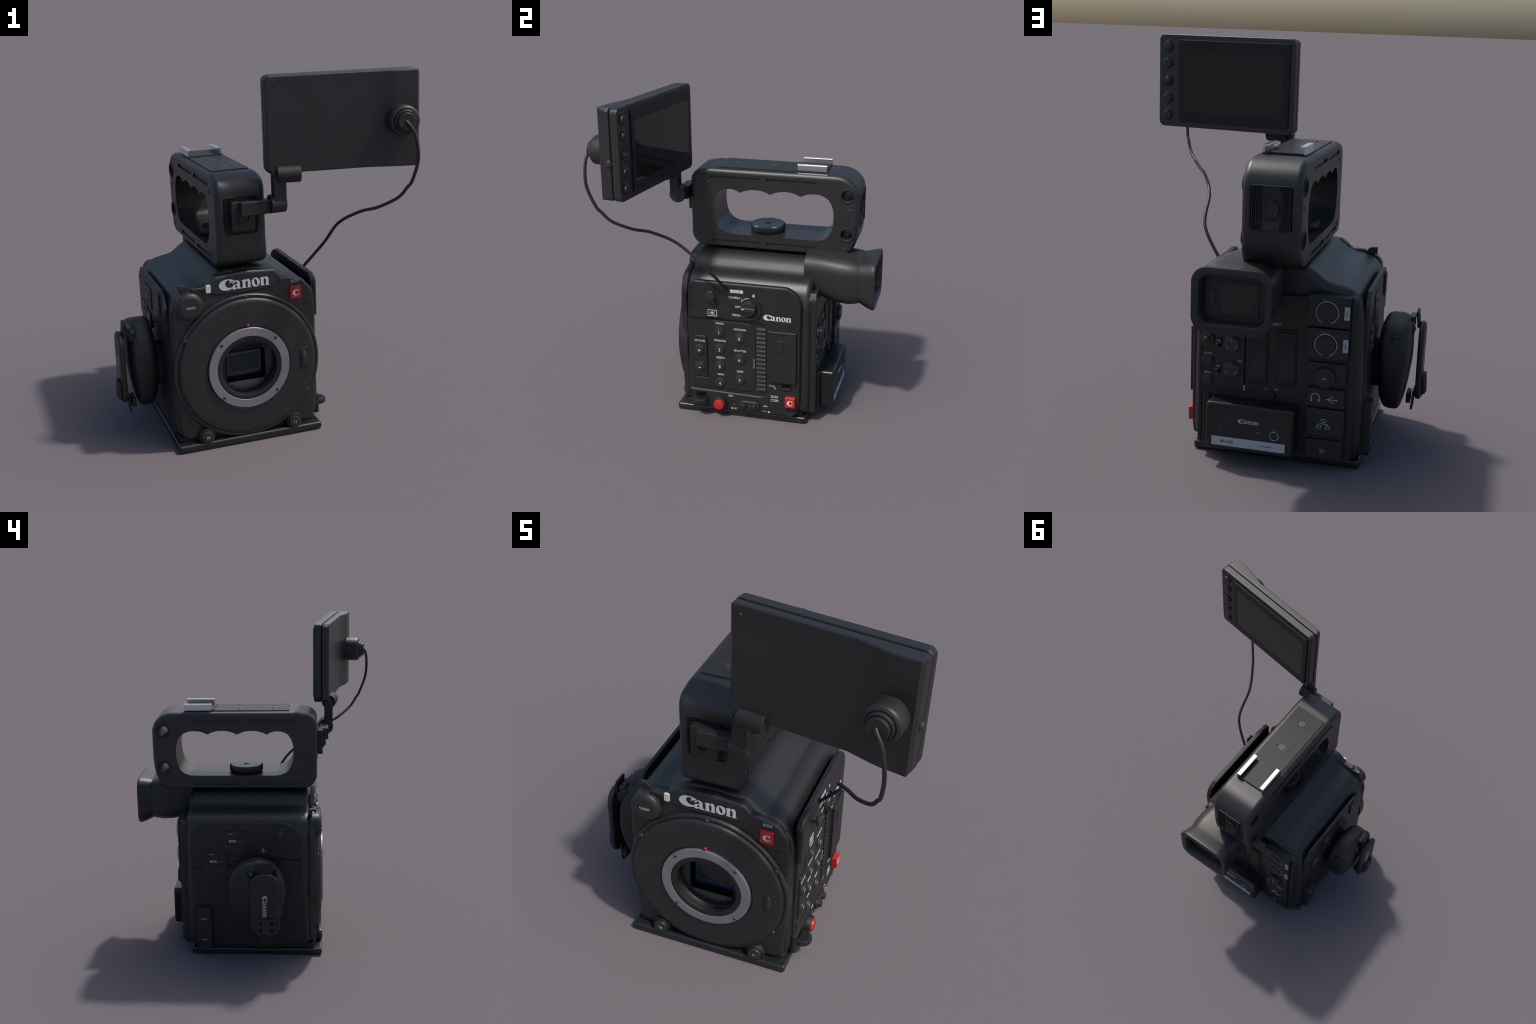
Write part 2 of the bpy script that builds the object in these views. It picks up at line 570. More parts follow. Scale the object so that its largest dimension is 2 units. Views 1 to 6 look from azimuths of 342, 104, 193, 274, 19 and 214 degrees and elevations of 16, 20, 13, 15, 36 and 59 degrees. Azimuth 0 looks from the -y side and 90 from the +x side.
# ------------------------------------------------------------------ front plate
fp = [(0.385, 0.055, 0.05), (0.402, 0.30, 0.1), (0.402, 0.72, 0.12), (0.385, 0.83, 0.09), (0.335, 0.893, 0.05), (0.24, 0.918, 0.06)]
right = [(CX + d, z, r) for d, z, r in fp]
left = [(CX - d, z, r) for d, z, r in fp]
front = plate('front_plate', FRONT, fillet(right + left[::-1], 6), 0.35, 0.3935, BLACK, cam, bevel=0.016, seg=3)
rim = block('front_plate_rim', FRONT, CX, 0.46, 0.812, 0.83, 0.35, 0.376, BLACK, front, r=0.10, bevel=0.01)

# logo nameplate: long rounded hump across the top
pill = fillet([(-0.345, 0.885, 0.03), (-0.29, 0.862, 0.05), (-0.131, 0.852, 0.3), (0.03, 0.864, 0.05), (0.092, 0.912, 0.03), (0.045, 0.968, 0.05), (-0.131, 0.980, 0.5), (-0.29, 0.966, 0.05), (-0.345, 0.925, 0.03)], 6)
name_pl = plate('name_plate', FRONT, pill, 0.345, 0.400, BLACK, cam, bevel=0.014, seg=4)
logo(FRONT, -0.131, 0.913, 0.400, 0.284, name_pl, WHITE, thick=0.002)
block('tally_lamp', FRONT, -0.332, 0.907, 0.027, 0.044, 0.396, 0.4075, WHITE, name_pl, r=0.006, bevel=0.002)
# video terminal cap with its tab
vcap = lathe('terminal_cap', FRONT, -0.438, 0.824, 0.36, ((0.076, 0.0), (0.076, 0.046), (0.074, 0.054), (0.068, 0.061), (0.060, 0.0655), (0.054, 0.0685), (0.050, 0.069), (0, 0.069)), RUBBER, front, n=56)
label('VIDEO', FRONT, -0.438, 0.824, 0.429, 0.052, 0.013, front, PALE)
plate('cap_tab', FRONT, fillet([(-0.485, 0.895, 0.004), (-0.485, 0.937, 0.006), (-0.445, 0.932, 0.006), (-0.415, 0.90, 0.004)]), 0.352, 0.372, RUBBER, front, bevel=0.003)
block('terminal_ridge', FRONT, -0.385, 0.907, 0.07, 0.02, 0.36, 0.398, BLACK, front, r=0.009, bevel=0.004)
label('EOS', FRONT, 0.158, 0.885, 0.3935, 0.043, 0.014, front, PALE, thick=0.0018)
badge = block('badge', FRONT, 0.158, 0.822, 0.062, 0.070, 0.385, 0.4065, RED, front, r=0.003, bevel=0.002)
serif_c(FRONT, 0.158, 0.821, 0.4065, 0.034, front)
for u, v in ((0.208, 0.764), (0.199, 0.748), (0.217, 0.747)):
    lathe('microphone_hole', FRONT, u + 0.004, v - 0.002, 0.393, ((0.0042, 0.0), (0.0042, 0.0008), (0, 0.0008)), VOID, front, n=14)
for u, num in ((-0.386, '10'), (0.123, '11')):
    lathe('button_collar', FRONT, u, 0.071, 0.38, ((0.047, 0.0), (0.047, 0.034), (0.0445, 0.040), (0.040, 0.041), (0.038, 0.036), (0, 0.036)), DARK, front, n=44)
    button('numbered_button', FRONT, u, 0.071, 0.413, 0.036, 0.020, BUTTON, front)
    numeral_one(FRONT, u - 0.005, 0.071, 0.434, 0.015, front, PALE)
    if num == '10':
        label('0', FRONT, u + 0.006, 0.071, 0.434, 0.011, 0.015, front, PALE)
    else:
        numeral_one(FRONT, u + 0.006, 0.071, 0.434, 0.015, front, PALE)

# ------------------------------------------------------------------ lens mount
MZ = 0.441
mount = lathe('lens_mount', FRONT, CX, MZ, 0.0,
              ((0.414, 0.355), (0.414, 0.397), (0.411, 0.406), (0.406, 0.410), (0.398, 0.4115), (0.3965, 0.408), (0.391, 0.408), (0.389, 0.411), (0.387, 0.417), (0.383, 0.421),
               (0.376, 0.4242), (0.365, 0.4258), (0.30, 0.4265), (0.245, 0.427), (0.238, 0.427), (0.236, 0.423), (0.232, 0.423), (0.23, 0.420), (0.19, 0.420),
               (0.188, 0.415), (0.186, 0.385), (0.180, 0.365), (0.176, 0.36), (0.0, 0.36)), BLACK, cam, n=128)
ringo = lathe('mount_ring', FRONT, CX, MZ, 0.0, ((0.229, 0.418), (0.229, 0.4358), (0.2275, 0.4372), (0.1845, 0.4372), (0.1825, 0.4358), (0.1825, 0.418), (0.229, 0.418)), MOUNT, mount, n=128)
lathe('mount_throat', FRONT, CX, MZ, 0.0, ((0.1835, 0.413), (0.1835, 0.4345), (0.181, 0.435), (0.160, 0.4345), (0.156, 0.4325), (0.1545, 0.427), (0.1545, 0.413), (0.1835, 0.413)), DARK, mount, n=96)
for a in (45, 135, 225, 315):
    screw(FRONT, CX + 0.215 * math.cos(math.radians(a)), MZ + 0.215 * math.sin(math.radians(a)), 0.4372, 0.0085, mount)
for k in range(6):
    a = math.radians(30 + 60 * k)
    screw(FRONT, CX + 0.394 * math.cos(a + 0.0), MZ + 0.394 * math.sin(a), 0.4105, 0.011, mount)
lathe('index_dot', FRONT, CX, MZ + 0.2425, 0.426, ((0.0075, 0.0), (0.0075, 0.008), (0.005, 0.0105), (0, 0.0115)), RED, mount, n=20)
block('release_recess', FRONT, 0.186, 0.441, 0.052, 0.124, 0.412, 0.4285, PANEL, mount, r=0.012, bevel=0.002)
rel = loft('release_button', [[(0.0185 * s * math.cos(2 * math.pi * i / 32), 0.048 * s * math.sin(2 * math.pi * i / 32), h) for i in range(32)]
                              for s, h in ((1, 0), (1, 0.007), (0.9, 0.011), (0.6, 0.014), (0.25, 0.0155))], BUTTON, mount, M=FRONT @ Matrix.Translation((0.186, 0.441, 0.4225)))
# sensor well behind the flange
for part in (shell, front, rim):
    cut(part, [plate('bore_cutter', FRONT, circle(CX, MZ, 0.28, 64), 0.29, 0.50, None, None, 0.0001, seg=0)])
well = block('well', FRONT, CX, 0.432, 0.224, 0.180, 0.335, 0.40, VOID, cam, r=0.02, bevel=0.0001)
cut(mount, [well])
block('sensor_chamber', FRONT, CX, 0.432, 0.222, 0.178, 0.310, 0.326, VOID, mount, r=0.02)
block('sensor_filter', FRONT, CX, 0.432, 0.197, 0.138, 0.318, 0.3275, SENBLUE, mount, r=0.002, bevel=0.001)
block('sensor_outline', FRONT, CX, 0.436, 0.183, 0.108, 0.322, 0.3281, GOLD, mount, r=0.001, bevel=0.0003)
block('sensor', FRONT, CX, 0.436, 0.180, 0.105, 0.322, 0.3288, SENGRN, mount, r=0.001, bevel=0.0003)
for u in (-0.215, -0.046):
    screw(FRONT, u, 0.323, 0.36, 0.007, mount)
screw(FRONT, -0.06, 0.545, 0.36, 0.007, mount)

# ------------------------------------------------------------------ right control panel (faces +x)
R = RIGHT
panel_pts = [(-0.335, 0.052, 0.02), (0.325, 0.052, 0.035), (0.350, 0.15, 0.10), (0.353, 0.80, 0.03), (0.325, 0.86, 0.06), (0.268, 0.888, 0.05), (-0.298, 0.888, 0.03), (-0.333, 0.858, 0.03)]
ctrl = plate('control_panel', R, fillet(panel_pts), 0.272, 0.293, PANEL, cam, bevel=0.005)
proud = [(-0.338, 0.050, 0.02), (0.322, 0.050, 0.035), (0.350, 0.15, 0.10), (0.353, 0.80, 0.03), (0.325, 0.86, 0.06), (0.268, 0.889, 0.05), (-0.298, 0.889, 0.035), (-0.336, 0.858, 0.035),
         (-0.336, 0.650, 0.004), (0.145, 0.650, 0.05), (0.145, 0.164, 0.04), (-0.338, 0.172, 0.004)]
plate('raised_panel', R, fillet(proud, 8), 0.278, 0.306, PANEL, ctrl, bevel=0.011, seg=3)
W = 0.306
KB = 0.2975                      # keypad surface, sunk below the raised panel
# keypad field and filter block
plate('keypad', R, fillet([(-0.305, 0.187, 0.04), (0.074, 0.187, 0.045), (0.077, 0.637, 0.045), (-0.218, 0.637, 0.04), (-0.222, 0.25, 0.01), (-0.305, 0.25, 0.01)]), 0.27, KB, PANEL, ctrl, bevel=0.003)
block('filter_block', R, -0.264, 0.395, 0.078, 0.272, 0.27, 0.303, PANEL, ctrl, r=0.016, bevel=0.004)
KEYS = [(-0.145, 0.566, '1', 'MAGN.', 0.052), (-0.145, 0.453, '2', 'PEAKING', 0.072), (-0.145, 0.340, '3', 'ZEBRA', 0.056), (-0.145, 0.226, '4', 'WFM', 0.040),
        (-0.020, 0.538, '5', 'ISO/GAIN', 0.074), (-0.020, 0.398, '6', 'SHUTTER', 0.077), (-0.020, 0.260, '7', 'DISP.', 0.043)]
for u, v, num, word, wd in KEYS:
    button('assign_button', R, u, v, KB, 0.030, 0.010, BUTTON, ctrl, collar=0.036)
    if num == '1':
        numeral_one(R, u, v - 0.001, KB + 0.0108, 0.019, ctrl)
    else:
        label(num, R, u, v - 0.001, KB + 0.0108, 0.012, 0.019, ctrl, WHITE)
    label(word, R, u + 0.003, v + 0.056, KB, wd, 0.0125, ctrl, WHITE)
for v, s in ((0.434, '+'), (0.319, '-')):
    button('filter_button', R, -0.270, v + 0.005, 0.303, 0.028, 0.012, BUTTON, ctrl, collar=0.034)
    bar(R, -0.276, v + 0.004, -0.264, v + 0.004, 0.0035, 0.3158, ctrl)
    if s == '+':
        bar(R, -0.270, v - 0.002, -0.270, v + 0.010, 0.0035, 0.3159, ctrl)
label('ND FILTER', R, -0.268, 0.498, 0.303, 0.066, 0.011, ctrl, WHITE)
# cooling vent: a column of sloped slats
block('vent_back', R, 0.1135, 0.410, 0.063, 0.436, 0.275, 0.2875, VOID, ctrl, r=0.004, bevel=0.001)
bm = bmesh.new()
prof_s = ((0.0, -0.0115), (0.0165, -0.0115), (0.0155, -0.002), (0.009, 0.0105), (0.0, 0.0105))
for sgn in (-1, 1):
    for w, v in prof_s:
        bm.verts.new((sgn * 0.0285, v, w))
bm.verts.ensure_lookup_table()
for i in range(5):
    j = (i + 1) % 5
    bm.faces.new((bm.verts[i], bm.verts[j], bm.verts[5 + j], bm.verts[5 + i]))
bm.faces.new(bm.verts[0:5]); bm.faces.new(bm.verts[5:10][::-1])
bmesh.ops.recalc_face_normals(bm, faces=bm.faces)
slat = bpy.data.meshes.new('vent_slat'); bm.to_mesh(slat); bm.free()
slat.materials.append(PANEL)
for i in range(15):
    link('vent_slat', slat, None, ctrl, R @ Matrix.Translation((0.1135, 0.213 + 0.0283 * i, 0.287)))
label('EXHAUST VENT', RIGHT @ Matrix.Translation((0.069, 0.38, 0)) @ Matrix.Rotation(math.pi / 2, 4, 'Z'), 0, 0, KB, 0.062, 0.006, ctrl, PALE)
# memory card door
block('door_frame', R, 0.247, 0.447, 0.173, 0.340, 0.300, W + 0.0015, DARK, ctrl, r=0.003, bevel=0.0008)
door = block('card_door', R, 0.248, 0.446, 0.166, 0.330, 0.300, 0.322, PANEL, ctrl, r=0.004, bevel=0.003)
block('door_hinge_lip', R, 0.247, 0.609, 0.166, 0.010, 0.310, 0.324, BUTTON, ctrl, r=0.003, bevel=0.003)
block('door_catch', R, 0.232, 0.523, 0.043, 0.072, 0.318, 0.3255, PANEL, ctrl, r=0.003, bevel=0.002)
screw(R, 0.296, 0.548, 0.322, 0.006, ctrl)
block('latch_recess', R, 0.270, 0.247, 0.060, 0.038, 0.300, 0.3097, VOID, ctrl, r=0.003, bevel=0.0003)
block('door_latch', R, 0.270, 0.238, 0.056, 0.016, 0.300, 0.3135, PANEL, ctrl, r=0.003, bevel=0.002)
label('CFast', R, 0.181, 0.249, W, 0.037, 0.011, ctrl, PALE)
lathe('access_lamp', R, 0.200, 0.234, W, ((0.008, -0.001), (0.008, 0.001), (0.005, 0.0025), (0, 0.003)), DIM, ctrl, n=18)
label('EOS', R, 0.197, 0.177, W, 0.043, 0.015, ctrl, WHITE)
label('C200', R, 0.197, 0.152, W, 0.048, 0.015, ctrl, WHITE)
block('badge', R, 0.297, 0.158, 0.062, 0.066, 0.30, 0.331, RED, ctrl, r=0.003, bevel=0.003)
serif_c(R, 0.297, 0.157, 0.331, 0.033, ctrl)
# power dial
label('POWER', R, -0.032, 0.8415, W + 0.001, 0.045, 0.008, ctrl, DIM)
block('power_sign', R, -0.032, 0.8415, 0.078, 0.019, 0.300, W + 0.001, WHITE, ctrl, r=0.002, bevel=0.0003)
label('CAMERA -', R, -0.040, 0.802, W, 0.080, 0.0135, ctrl, WHITE)
label('OFF', R, -0.026, 0.745, W, 0.033, 0.0135, ctrl, WHITE)
label('MEDIA -', R, -0.031, 0.691, W, 0.062, 0.0135, ctrl, WHITE)
DU, DV = 0.044, 0.744
arc(R, DU, DV, 0.061, 0.0035, 92, 145, W, ctrl)
arc(R, DU + 0.004, DV - 0.004, 0.064, 0.013, -100, 45, 0.300, ctrl, PANEL, h=0.016, name='dial_guard')
lathe('power_dial', R, DU, DV, W, ((0.0455, -0.003), (0.0455, 0.016), (0.043, 0.021), (0.038, 0.023), (0, 0.023)), BUTTON, ctrl, n=48)
block('dial_bar', R, DU, DV - 0.002, 0.086, 0.026, W + 0.015, W + 0.036, BUTTON, ctrl, r=0.008, bevel=0.005)
bar(R, DU - 0.038, DV + 0.004, DU - 0.026, DV + 0.004, 0.005, W + 0.036, ctrl)
block('lock_sign', R, 0.071, 0.822, 0.013, 0.011, 0.300, W + 0.001, WHITE, ctrl, r=0.001, bevel=0.0002)
arc(R, 0.071, 0.828, 0.0045, 0.003, 0, 180, W, ctrl, n=12)
logo(R, 0.213, 0.694, W, 0.170, ctrl, WHITE)
label('4K', R, -0.184, 0.690, W, 0.036, 0.021, ctrl, WHITE)
plate('badge_outline', R, rrect(-0.184, 0.690, 0.058, 0.040, 0.004), W - 0.002, W + 0.0012, WHITE, ctrl, 0.0002, holes=[rrect(-0.184, 0.690, 0.052, 0.034, 0.003)], seg=0)
# tape hook pin
lathe('tape_hook', R, -0.186, 0.812, W, ((0.016, -0.003), (0.016, 0.024), (0.028, 0.026), (0.030, 0.029), (0.030, 0.036), (0.027, 0.039), (0.006, 0.039), (0.005, 0.0375), (0, 0.0375)), BUTTON, ctrl, n=36)
diamond(R, -0.183, 0.756, W, 0.008, ctrl, DIM)
screw(R, -0.301, 0.797, W, 0.007, ctrl)
screw(R, 0.296, 0.062, W, 0.009, ctrl)
# record row
lathe('record_collar', R, -0.147, 0.094, W, ((0.046, -0.003), (0.046, 0.020), (0.043, 0.025), (0.036, 0.027), (0.035, 0.020), (0, 0.020)), DARK, ctrl, n=48)
lathe('record_button', R, -0.147, 0.094, W, ((0.033, 0.0), (0.033, 0.033), (0.030, 0.038), (0.018, 0.041), (0, 0.042)), RED, ctrl, n=48)
label('REC', R, -0.077, 0.148, W, 0.028, 0.011, ctrl, WHITE)
lathe('record_lamp', R, -0.060, 0.121, W, ((0.009, -0.001), (0.009, 0.001), (0.006, 0.003), (0, 0.0035)), DARK, ctrl, n=20)
label('1/3', R, -0.060, 0.091, W, 0.014, 0.007, ctrl, DIM)
plate('printed_mark', R, [(-0.074, 0.058), (-0.074, 0.071), (-0.060, 0.0645)], W - 0.001, W + 0.0012, WHITE, ctrl, 0.0001, seg=0)
label('/II', R, -0.051, 0.064, W, 0.014, 0.012, ctrl, WHITE)
block('button_pill', R, 0.042, 0.097, 0.128, 0.062, 0.300, W + 0.013, BUTTON, ctrl, r=0.028, bevel=0.005)
for u in (0.010, 0.072):
    button('playback_button', R, u - 0.002, 0.097, W + 0.013, 0.019, 0.014, DARK, ctrl, dish=False)
bar(R, 0.128, 0.103, 0.135, 0.103, 0.004, W, ctrl); bar(R, 0.144, 0.103, 0.151, 0.103, 0.004, W, ctrl)
block('printed_mark', R, 0.139, 0.110, 0.006, 0.005, 0.305, W + 0.0012, WHITE, ctrl, r=0.001, bevel=0.0002)
label('WFM2', R, 0.135, 0.068, W, 0.028, 0.006, ctrl, PALE)
block('printed_mark', R, 0.162, 0.067, 0.010, 0.010, 0.305, W + 0.0012, WHITE, ctrl, r=0.001, bevel=0.0002)
# thumb wheel at the lower front corner
block('wheel_slot', R, -0.264, 0.137, 0.068, 0.030, 0.300, W + 0.001, VOID, ctrl, r=0.004, bevel=0.0003)
lathe('thumb_wheel', TOP, 0.321, -0.268, 0.092, ((0.04, 0.0), (0.046, 0.003), (0.0475, 0.008), (0.0475, 0.024), (0.045, 0.029), (0.040, 0.031), (0.026, 0.031), (0.024, 0.028), (0, 0.028)), BASEM, ctrl, n=72, knurl=0.0016)

# ------------------------------------------------------------------ left side panel (faces -x); u = -y
L = LEFT
sidep = plate('side_panel', L, fillet([(-0.364, 0.583), (-0.30, 0.580), (-0.06, 0.610), (0.03, 0.640), (0.166, 0.641), (0.300, 0.634, 0.004), (0.300, 0.78, 0.05), (0.245, 0.853, 0.04), (0.200, 0.870, 0.03), (-0.307, 0.870, 0.02), (-0.364, 0.810, 0.02)]),
              0.532, 0.552, PANEL, cam, bevel=0.004)
lower = plate('lower_side_panel', L, fillet([(-0.364, 0.575), (-0.30, 0.574), (-0.06, 0.604), (0.03, 0.633), (0.166, 0.634), (0.302, 0.627), (0.339, 0.078, 0.02), (-0.362, 0.060, 0.02)]), 0.52, 0.5465, PANEL, cam, bevel=0.003)
LW = 0.552


def input_switches(u, v, word):
    b = block('input_plate', L, u, v, 0.150, 0.126, 0.54, LW + 0.006, PANEL, sidep, r=0.006, bevel=0.002)
    w = LW + 0.006
    label(word, L, u - 0.025, v + 0.050, w, 0.032, 0.009, sidep, PALE)
    block('sign', L, u - 0.016, v + 0.004, 0.043, 0.014, 0.55, w + 0.0008, PALE, sidep, r=0.001, bevel=0.0002)
    label('LEVEL', L, u - 0.016, v + 0.004, w + 0.0008, 0.026, 0.006, sidep, INK)
    label('MIC+48V', L, u + 0.034, v + 0.003, w, 0.024, 0.006, sidep, DIM)
    label('AUTO', L, u - 0.053, v - 0.026, w, 0.020, 0.006, sidep, DIM)
    label('LINE  MIC', L, u + 0.006, v - 0.046, w, 0.030, 0.006, sidep, DIM)
    label('MIC+48V', L, u + 0.036, v - 0.058, w, 0.024, 0.005, sidep, DIM)
    for dv in (0.018, -0.027):
        block('switch_slot', L, u + 0.006, v + dv, 0.056, 0.017, 0.53, w + 0.0006, DARK, sidep, r=0.007, bevel=0.0002)
        block('switch_slider', L, u + 0.010, v + dv, 0.026, 0.013, 0.53, w + 0.004, PANEL, sidep, r=0.003, bevel=0.002)


input_switches(-0.097, 0.752, 'INPUT 1')
input_switches(-0.218, 0.620, 'INPUT 2')
for u in (-0.159, -0.036):
    lathe('strap_screw', L, u, 0.845, LW, ((0.009, -0.002), (0.009, 0.001), (0.007, 0.002), (0.005, 0.0005), (0, 0.0005)), SCREW, sidep, n=20)
mic = block('microphone_cover', L, 0.179, 0.788, 0.054, 0.116, 0.54, LW + 0.011, COVER, sidep, r=0.006, bevel=0.003)
label('MIC', L, 0.178, 0.807, LW + 0.011, 0.016, 0.007, sidep, PALE)
diamond(L, 0.073, 0.694, LW, 0.017, sidep, PALE)
screw(L, -0.329, 0.811, LW, 0.008, sidep)
screw(L, 0.260, 0.763, LW, 0.008, sidep)
screw(L, 0.270, 0.143, 0.5465, 0.008, lower)
block('side_latch', L, -0.095, 0.630, 0.066, 0.050, 0.54, LW + 0.010, BUTTON, sidep, r=0.006, bevel=0.003)
block('side_catch', L, -0.095, 0.590, 0.05, 0.05, 0.54, LW + 0.004, DARK, sidep, r=0.006, bevel=0.003)
block('speaker_panel', L, -0.243, 0.421, 0.074, 0.076, 0.53, 0.549, PANEL, lower, r=0.008, bevel=0.0015)
for i in range(3):
    for j in range(4):
        lathe('speaker_hole', L, -0.270 + 0.018 * j, 0.402 + 0.018 * i, 0.549, ((0.003, -0.001), (0.003, 0.0003), (0, 0.0003)), VOID, lower, n=10)
tcov = block('terminal_cover', L, -0.296, 0.190, 0.090, 0.272, 0.53, 0.586, COVER, lower, r=0.014, bevel=0.008, seg=3)
label('REMOTE', L, -0.298, 0.255, 0.586, 0.036, 0.009, lower, PALE)
label('HDMI', L, -0.299, 0.118, 0.586, 0.028, 0.009, lower, PALE)
# rosette that carries the grip
lathe('grip_rosette', L, 0.05, 0.405, 0.54, ((0.120, 0.0), (0.122, 0.004), (0.122, 0.030), (0.118, 0.036), (0.10, 0.050), (0, 0.050)), DARK, cam, n=120, knurl=0.0022)

# ------------------------------------------------------------------ hand grip
outline = catmull([(-0.055, 0.688), (-0.005, 0.682), (0.055, 0.662), (0.102, 0.620), (0.126, 0.555), (0.132, 0.48), (0.126, 0.39), (0.100, 0.30), (0.055, 0.225), (0.0, 0.180), (-0.060, 0.166),
                   (-0.115, 0.190), (-0.158, 0.255), (-0.190, 0.345), (-0.208, 0.44), (-0.206, 0.53), (-0.180, 0.605), (-0.125, 0.664)], 5, True)
gy, gz = -0.045, 0.43
outline = [(y, gz + (z - gz) * (0.965 if z > gz else 1.0)) for y, z in outline]
rings = []
NS = 22
for i in range(NS + 1):
    t = -1 + 2 * i / NS
    t = math.copysign(1 - (1 - abs(t)) ** 1.6, t)
    t = max(-0.9995, min(0.9995, t))
    ring = []
    for y, z in outline:
        # the thumb end (upper rear) is squarer than the rest of the pad
        a = math.atan2(z - gz, (y - gy) * 1.4)
        sq = max(0.0, math.cos(a - math.radians(35))) ** 4
        s = (1 - abs(t) ** (3.6 + 4 * sq)) ** (1 / (3.0 + 1.2 * sq))
        zz = gz + (z - gz) * s
        # outer cheek leans outward at the top and inward towards the bottom
        lean = (0.035 if zz > gz else 0.11) * (gz - zz) * abs(t) * (1.0 if t < 0 else 0.15)
        ring.append((-0.6505 + 0.080 * t + lean, gy + (y - gy) * s, zz))
    rings.append(ring)
grip = loft('hand_grip', rings, GRIPM, cam, angle=60)
G_BACK = BACK
lathe('joystick_ring', BACK, 0.662, 0.570, 0.116, ((0.037, 0.0), (0.037, 0.006), (0.034, 0.008), (0.026, 0.008), (0.024, 0.004), (0, 0.004)), COVER, grip, n=40)
lathe('joystick', BACK, 0.662, 0.570, 0.118, ((0.019, 0.0), (0.019, 0.007), (0.016, 0.010), (0, 0.0115)), BUTTON, grip, n=30)
for du, dv in ((0.031, 0), (-0.031, 0), (0, 0.031), (0, -0.031)):
    lathe('joystick_mark', BACK, 0.662 + du, 0.570 + dv, 0.1245, ((0.0025, -0.001), (0.0025, 0.0005), (0, 0.0005)), PALE, grip, n=10)
button('rear_button', BACK, 0.600, 0.566, 0.106, 0.015, 0.010, BUTTON, grip)
lathe('index_wheel', BACK, 0.6, 0.6, 0.09, ((0.012, 0.0), (0.012, 0.006), (0, 0.006)), DARK, grip, n=20)
# start/stop button and the upper strap mount
lathe('trigger_collar', L, 0.008, 0.612, 0.705, ((0.030, 0.0), (0.030, 0.026), (0.026, 0.032), (0.020, 0.033), (0.018, 0.028), (0, 0.028)), DARK, grip, n=40)
lathe('trigger_button', L, 0.008, 0.612, 0.72, ((0.016, 0.0), (0.016, 0.018), (0.012, 0.022), (0, 0.023)), BUTTON, grip, n=30)
lathe('trigger_dot', L, 0.008, 0.612, 0.740, ((0.006, 0.0), (0.006, 0.0035), (0, 0.0045)), RED, grip, n=16)
label('START/\nSTOP', LEFT @ Matrix.Translation((0.008, 0.662, 0)) @ Matrix.Rotation(math.pi / 2, 4, 'Z'), 0, 0, 0.712, 0.028, 0.018, grip, DIM)
block('strap_lug', L, 0.10, 0.612, 0.12, 0.075, 0.69, 0.724, COVER, grip, r=0.03, bevel=0.008)
block('strap_lug_face', L, 0.155, 0.615, 0.02, 0.05, 0.70, 0.730, DARK, grip, r=0.008, bevel=0.004)
strap = plate('hand_strap', L, rrect(0.091, 0.425, 0.172, 0.405, 0.072, 10), 0.758, 0.787, COVER, cam, bevel=0.012, seg=4)
logo(LEFT @ Matrix.Translation((0.090, 0.427, 0)) @ Matrix.Rotation(-math.pi / 2, 4, 'Z'), 0, 0, 0.787, 0.142, strap, PALE)
arcs = rrect(0.091, 0.425, 0.150, 0.383, 0.062, 8)
plate('stitching', L, arcs, 0.78, 0.7876, PANEL, strap, 0.0002, holes=[rrect(0.091, 0.425, 0.146, 0.379, 0.060, 8)], seg=0)
plate('strap_tab', LEFT @ Matrix.Translation((0.095, 0.645, 0.748)) @ Matrix.Rotation(math.radians(-6), 4, 'X'), rrect(0, 0, 0.080, 0.085, 0.006), -0.006, 0.006, DARK, strap, 0.003)
block('strap_hook', L, 0.095, 0.650, 0.085, 0.022, 0.705, 0.735, BUTTON, strap, r=0.006, bevel=0.005)
plate('strap_tab', LEFT @ Matrix.Translation((0.095, 0.215, 0.746)) @ Matrix.Rotation(math.radians(5), 4, 'X'), rrect(0, 0, 0.082, 0.105, 0.006), -0.006, 0.006, DARK, strap, 0.003)
block('strap_hook', L, 0.100, 0.222, 0.09, 0.055, 0.712, 0.734, DARK, strap, r=0.008, bevel=0.005)
plate('buckle', LEFT @ Matrix.Translation((0.099, 0.302, 0.799)) @ Matrix.Rotation(math.radians(-3), 4, 'X'), rrect(0, 0, 0.102, 0.094, 0.008), -0.009, 0.006, BUTTON, strap, 0.003,
      holes=[rrect(-0.034, 0.021, 0.016, 0.026, 0.003), rrect(0.034, 0.021, 0.016, 0.026, 0.003), rrect(-0.034, -0.021, 0.016, 0.026, 0.003), rrect(0.034, -0.021, 0.016, 0.026, 0.003)])
plate('buckle_webbing', LEFT @ Matrix.Translation((0.099, 0.305, 0.802)) @ Matrix.Rotation(math.radians(-3), 4, 'X'), rrect(0, 0, 0.042, 0.098, 0.004), -0.006, 0.007, COVER, strap, 0.002)
block('webbing', L, 0.099, 0.275, 0.042, 0.09, 0.782, 0.792, DARK, strap, r=0.004)

# ------------------------------------------------------------------ back panel (faces +y); u = -x
B = BACK
backp = plate('back_panel', B, fillet([(-0.250, 0.058, 0.02), (0.510, 0.058, 0.02), (0.510, 0.845, 0.02), (0.490, 0.868, 0.02), (0.275, 0.862, 0.01), (0.262, 0.848, 0.01), (-0.225, 0.842, 0.02), (-0.250, 0.80, 0.03)]), 0.38, 0.433, PANEL, cam, bevel=0.005)
BW = 0.433
block('edge_rail', B, 0.4935, 0.455, 0.024, 0.79, 0.40, 0.437, PANEL, backp, r=0.008, bevel=0.004)
block('edge_rail', B, -0.2385, 0.44, 0.018, 0.75, 0.40, 0.437, PANEL, backp, r=0.008, bevel=0.004)
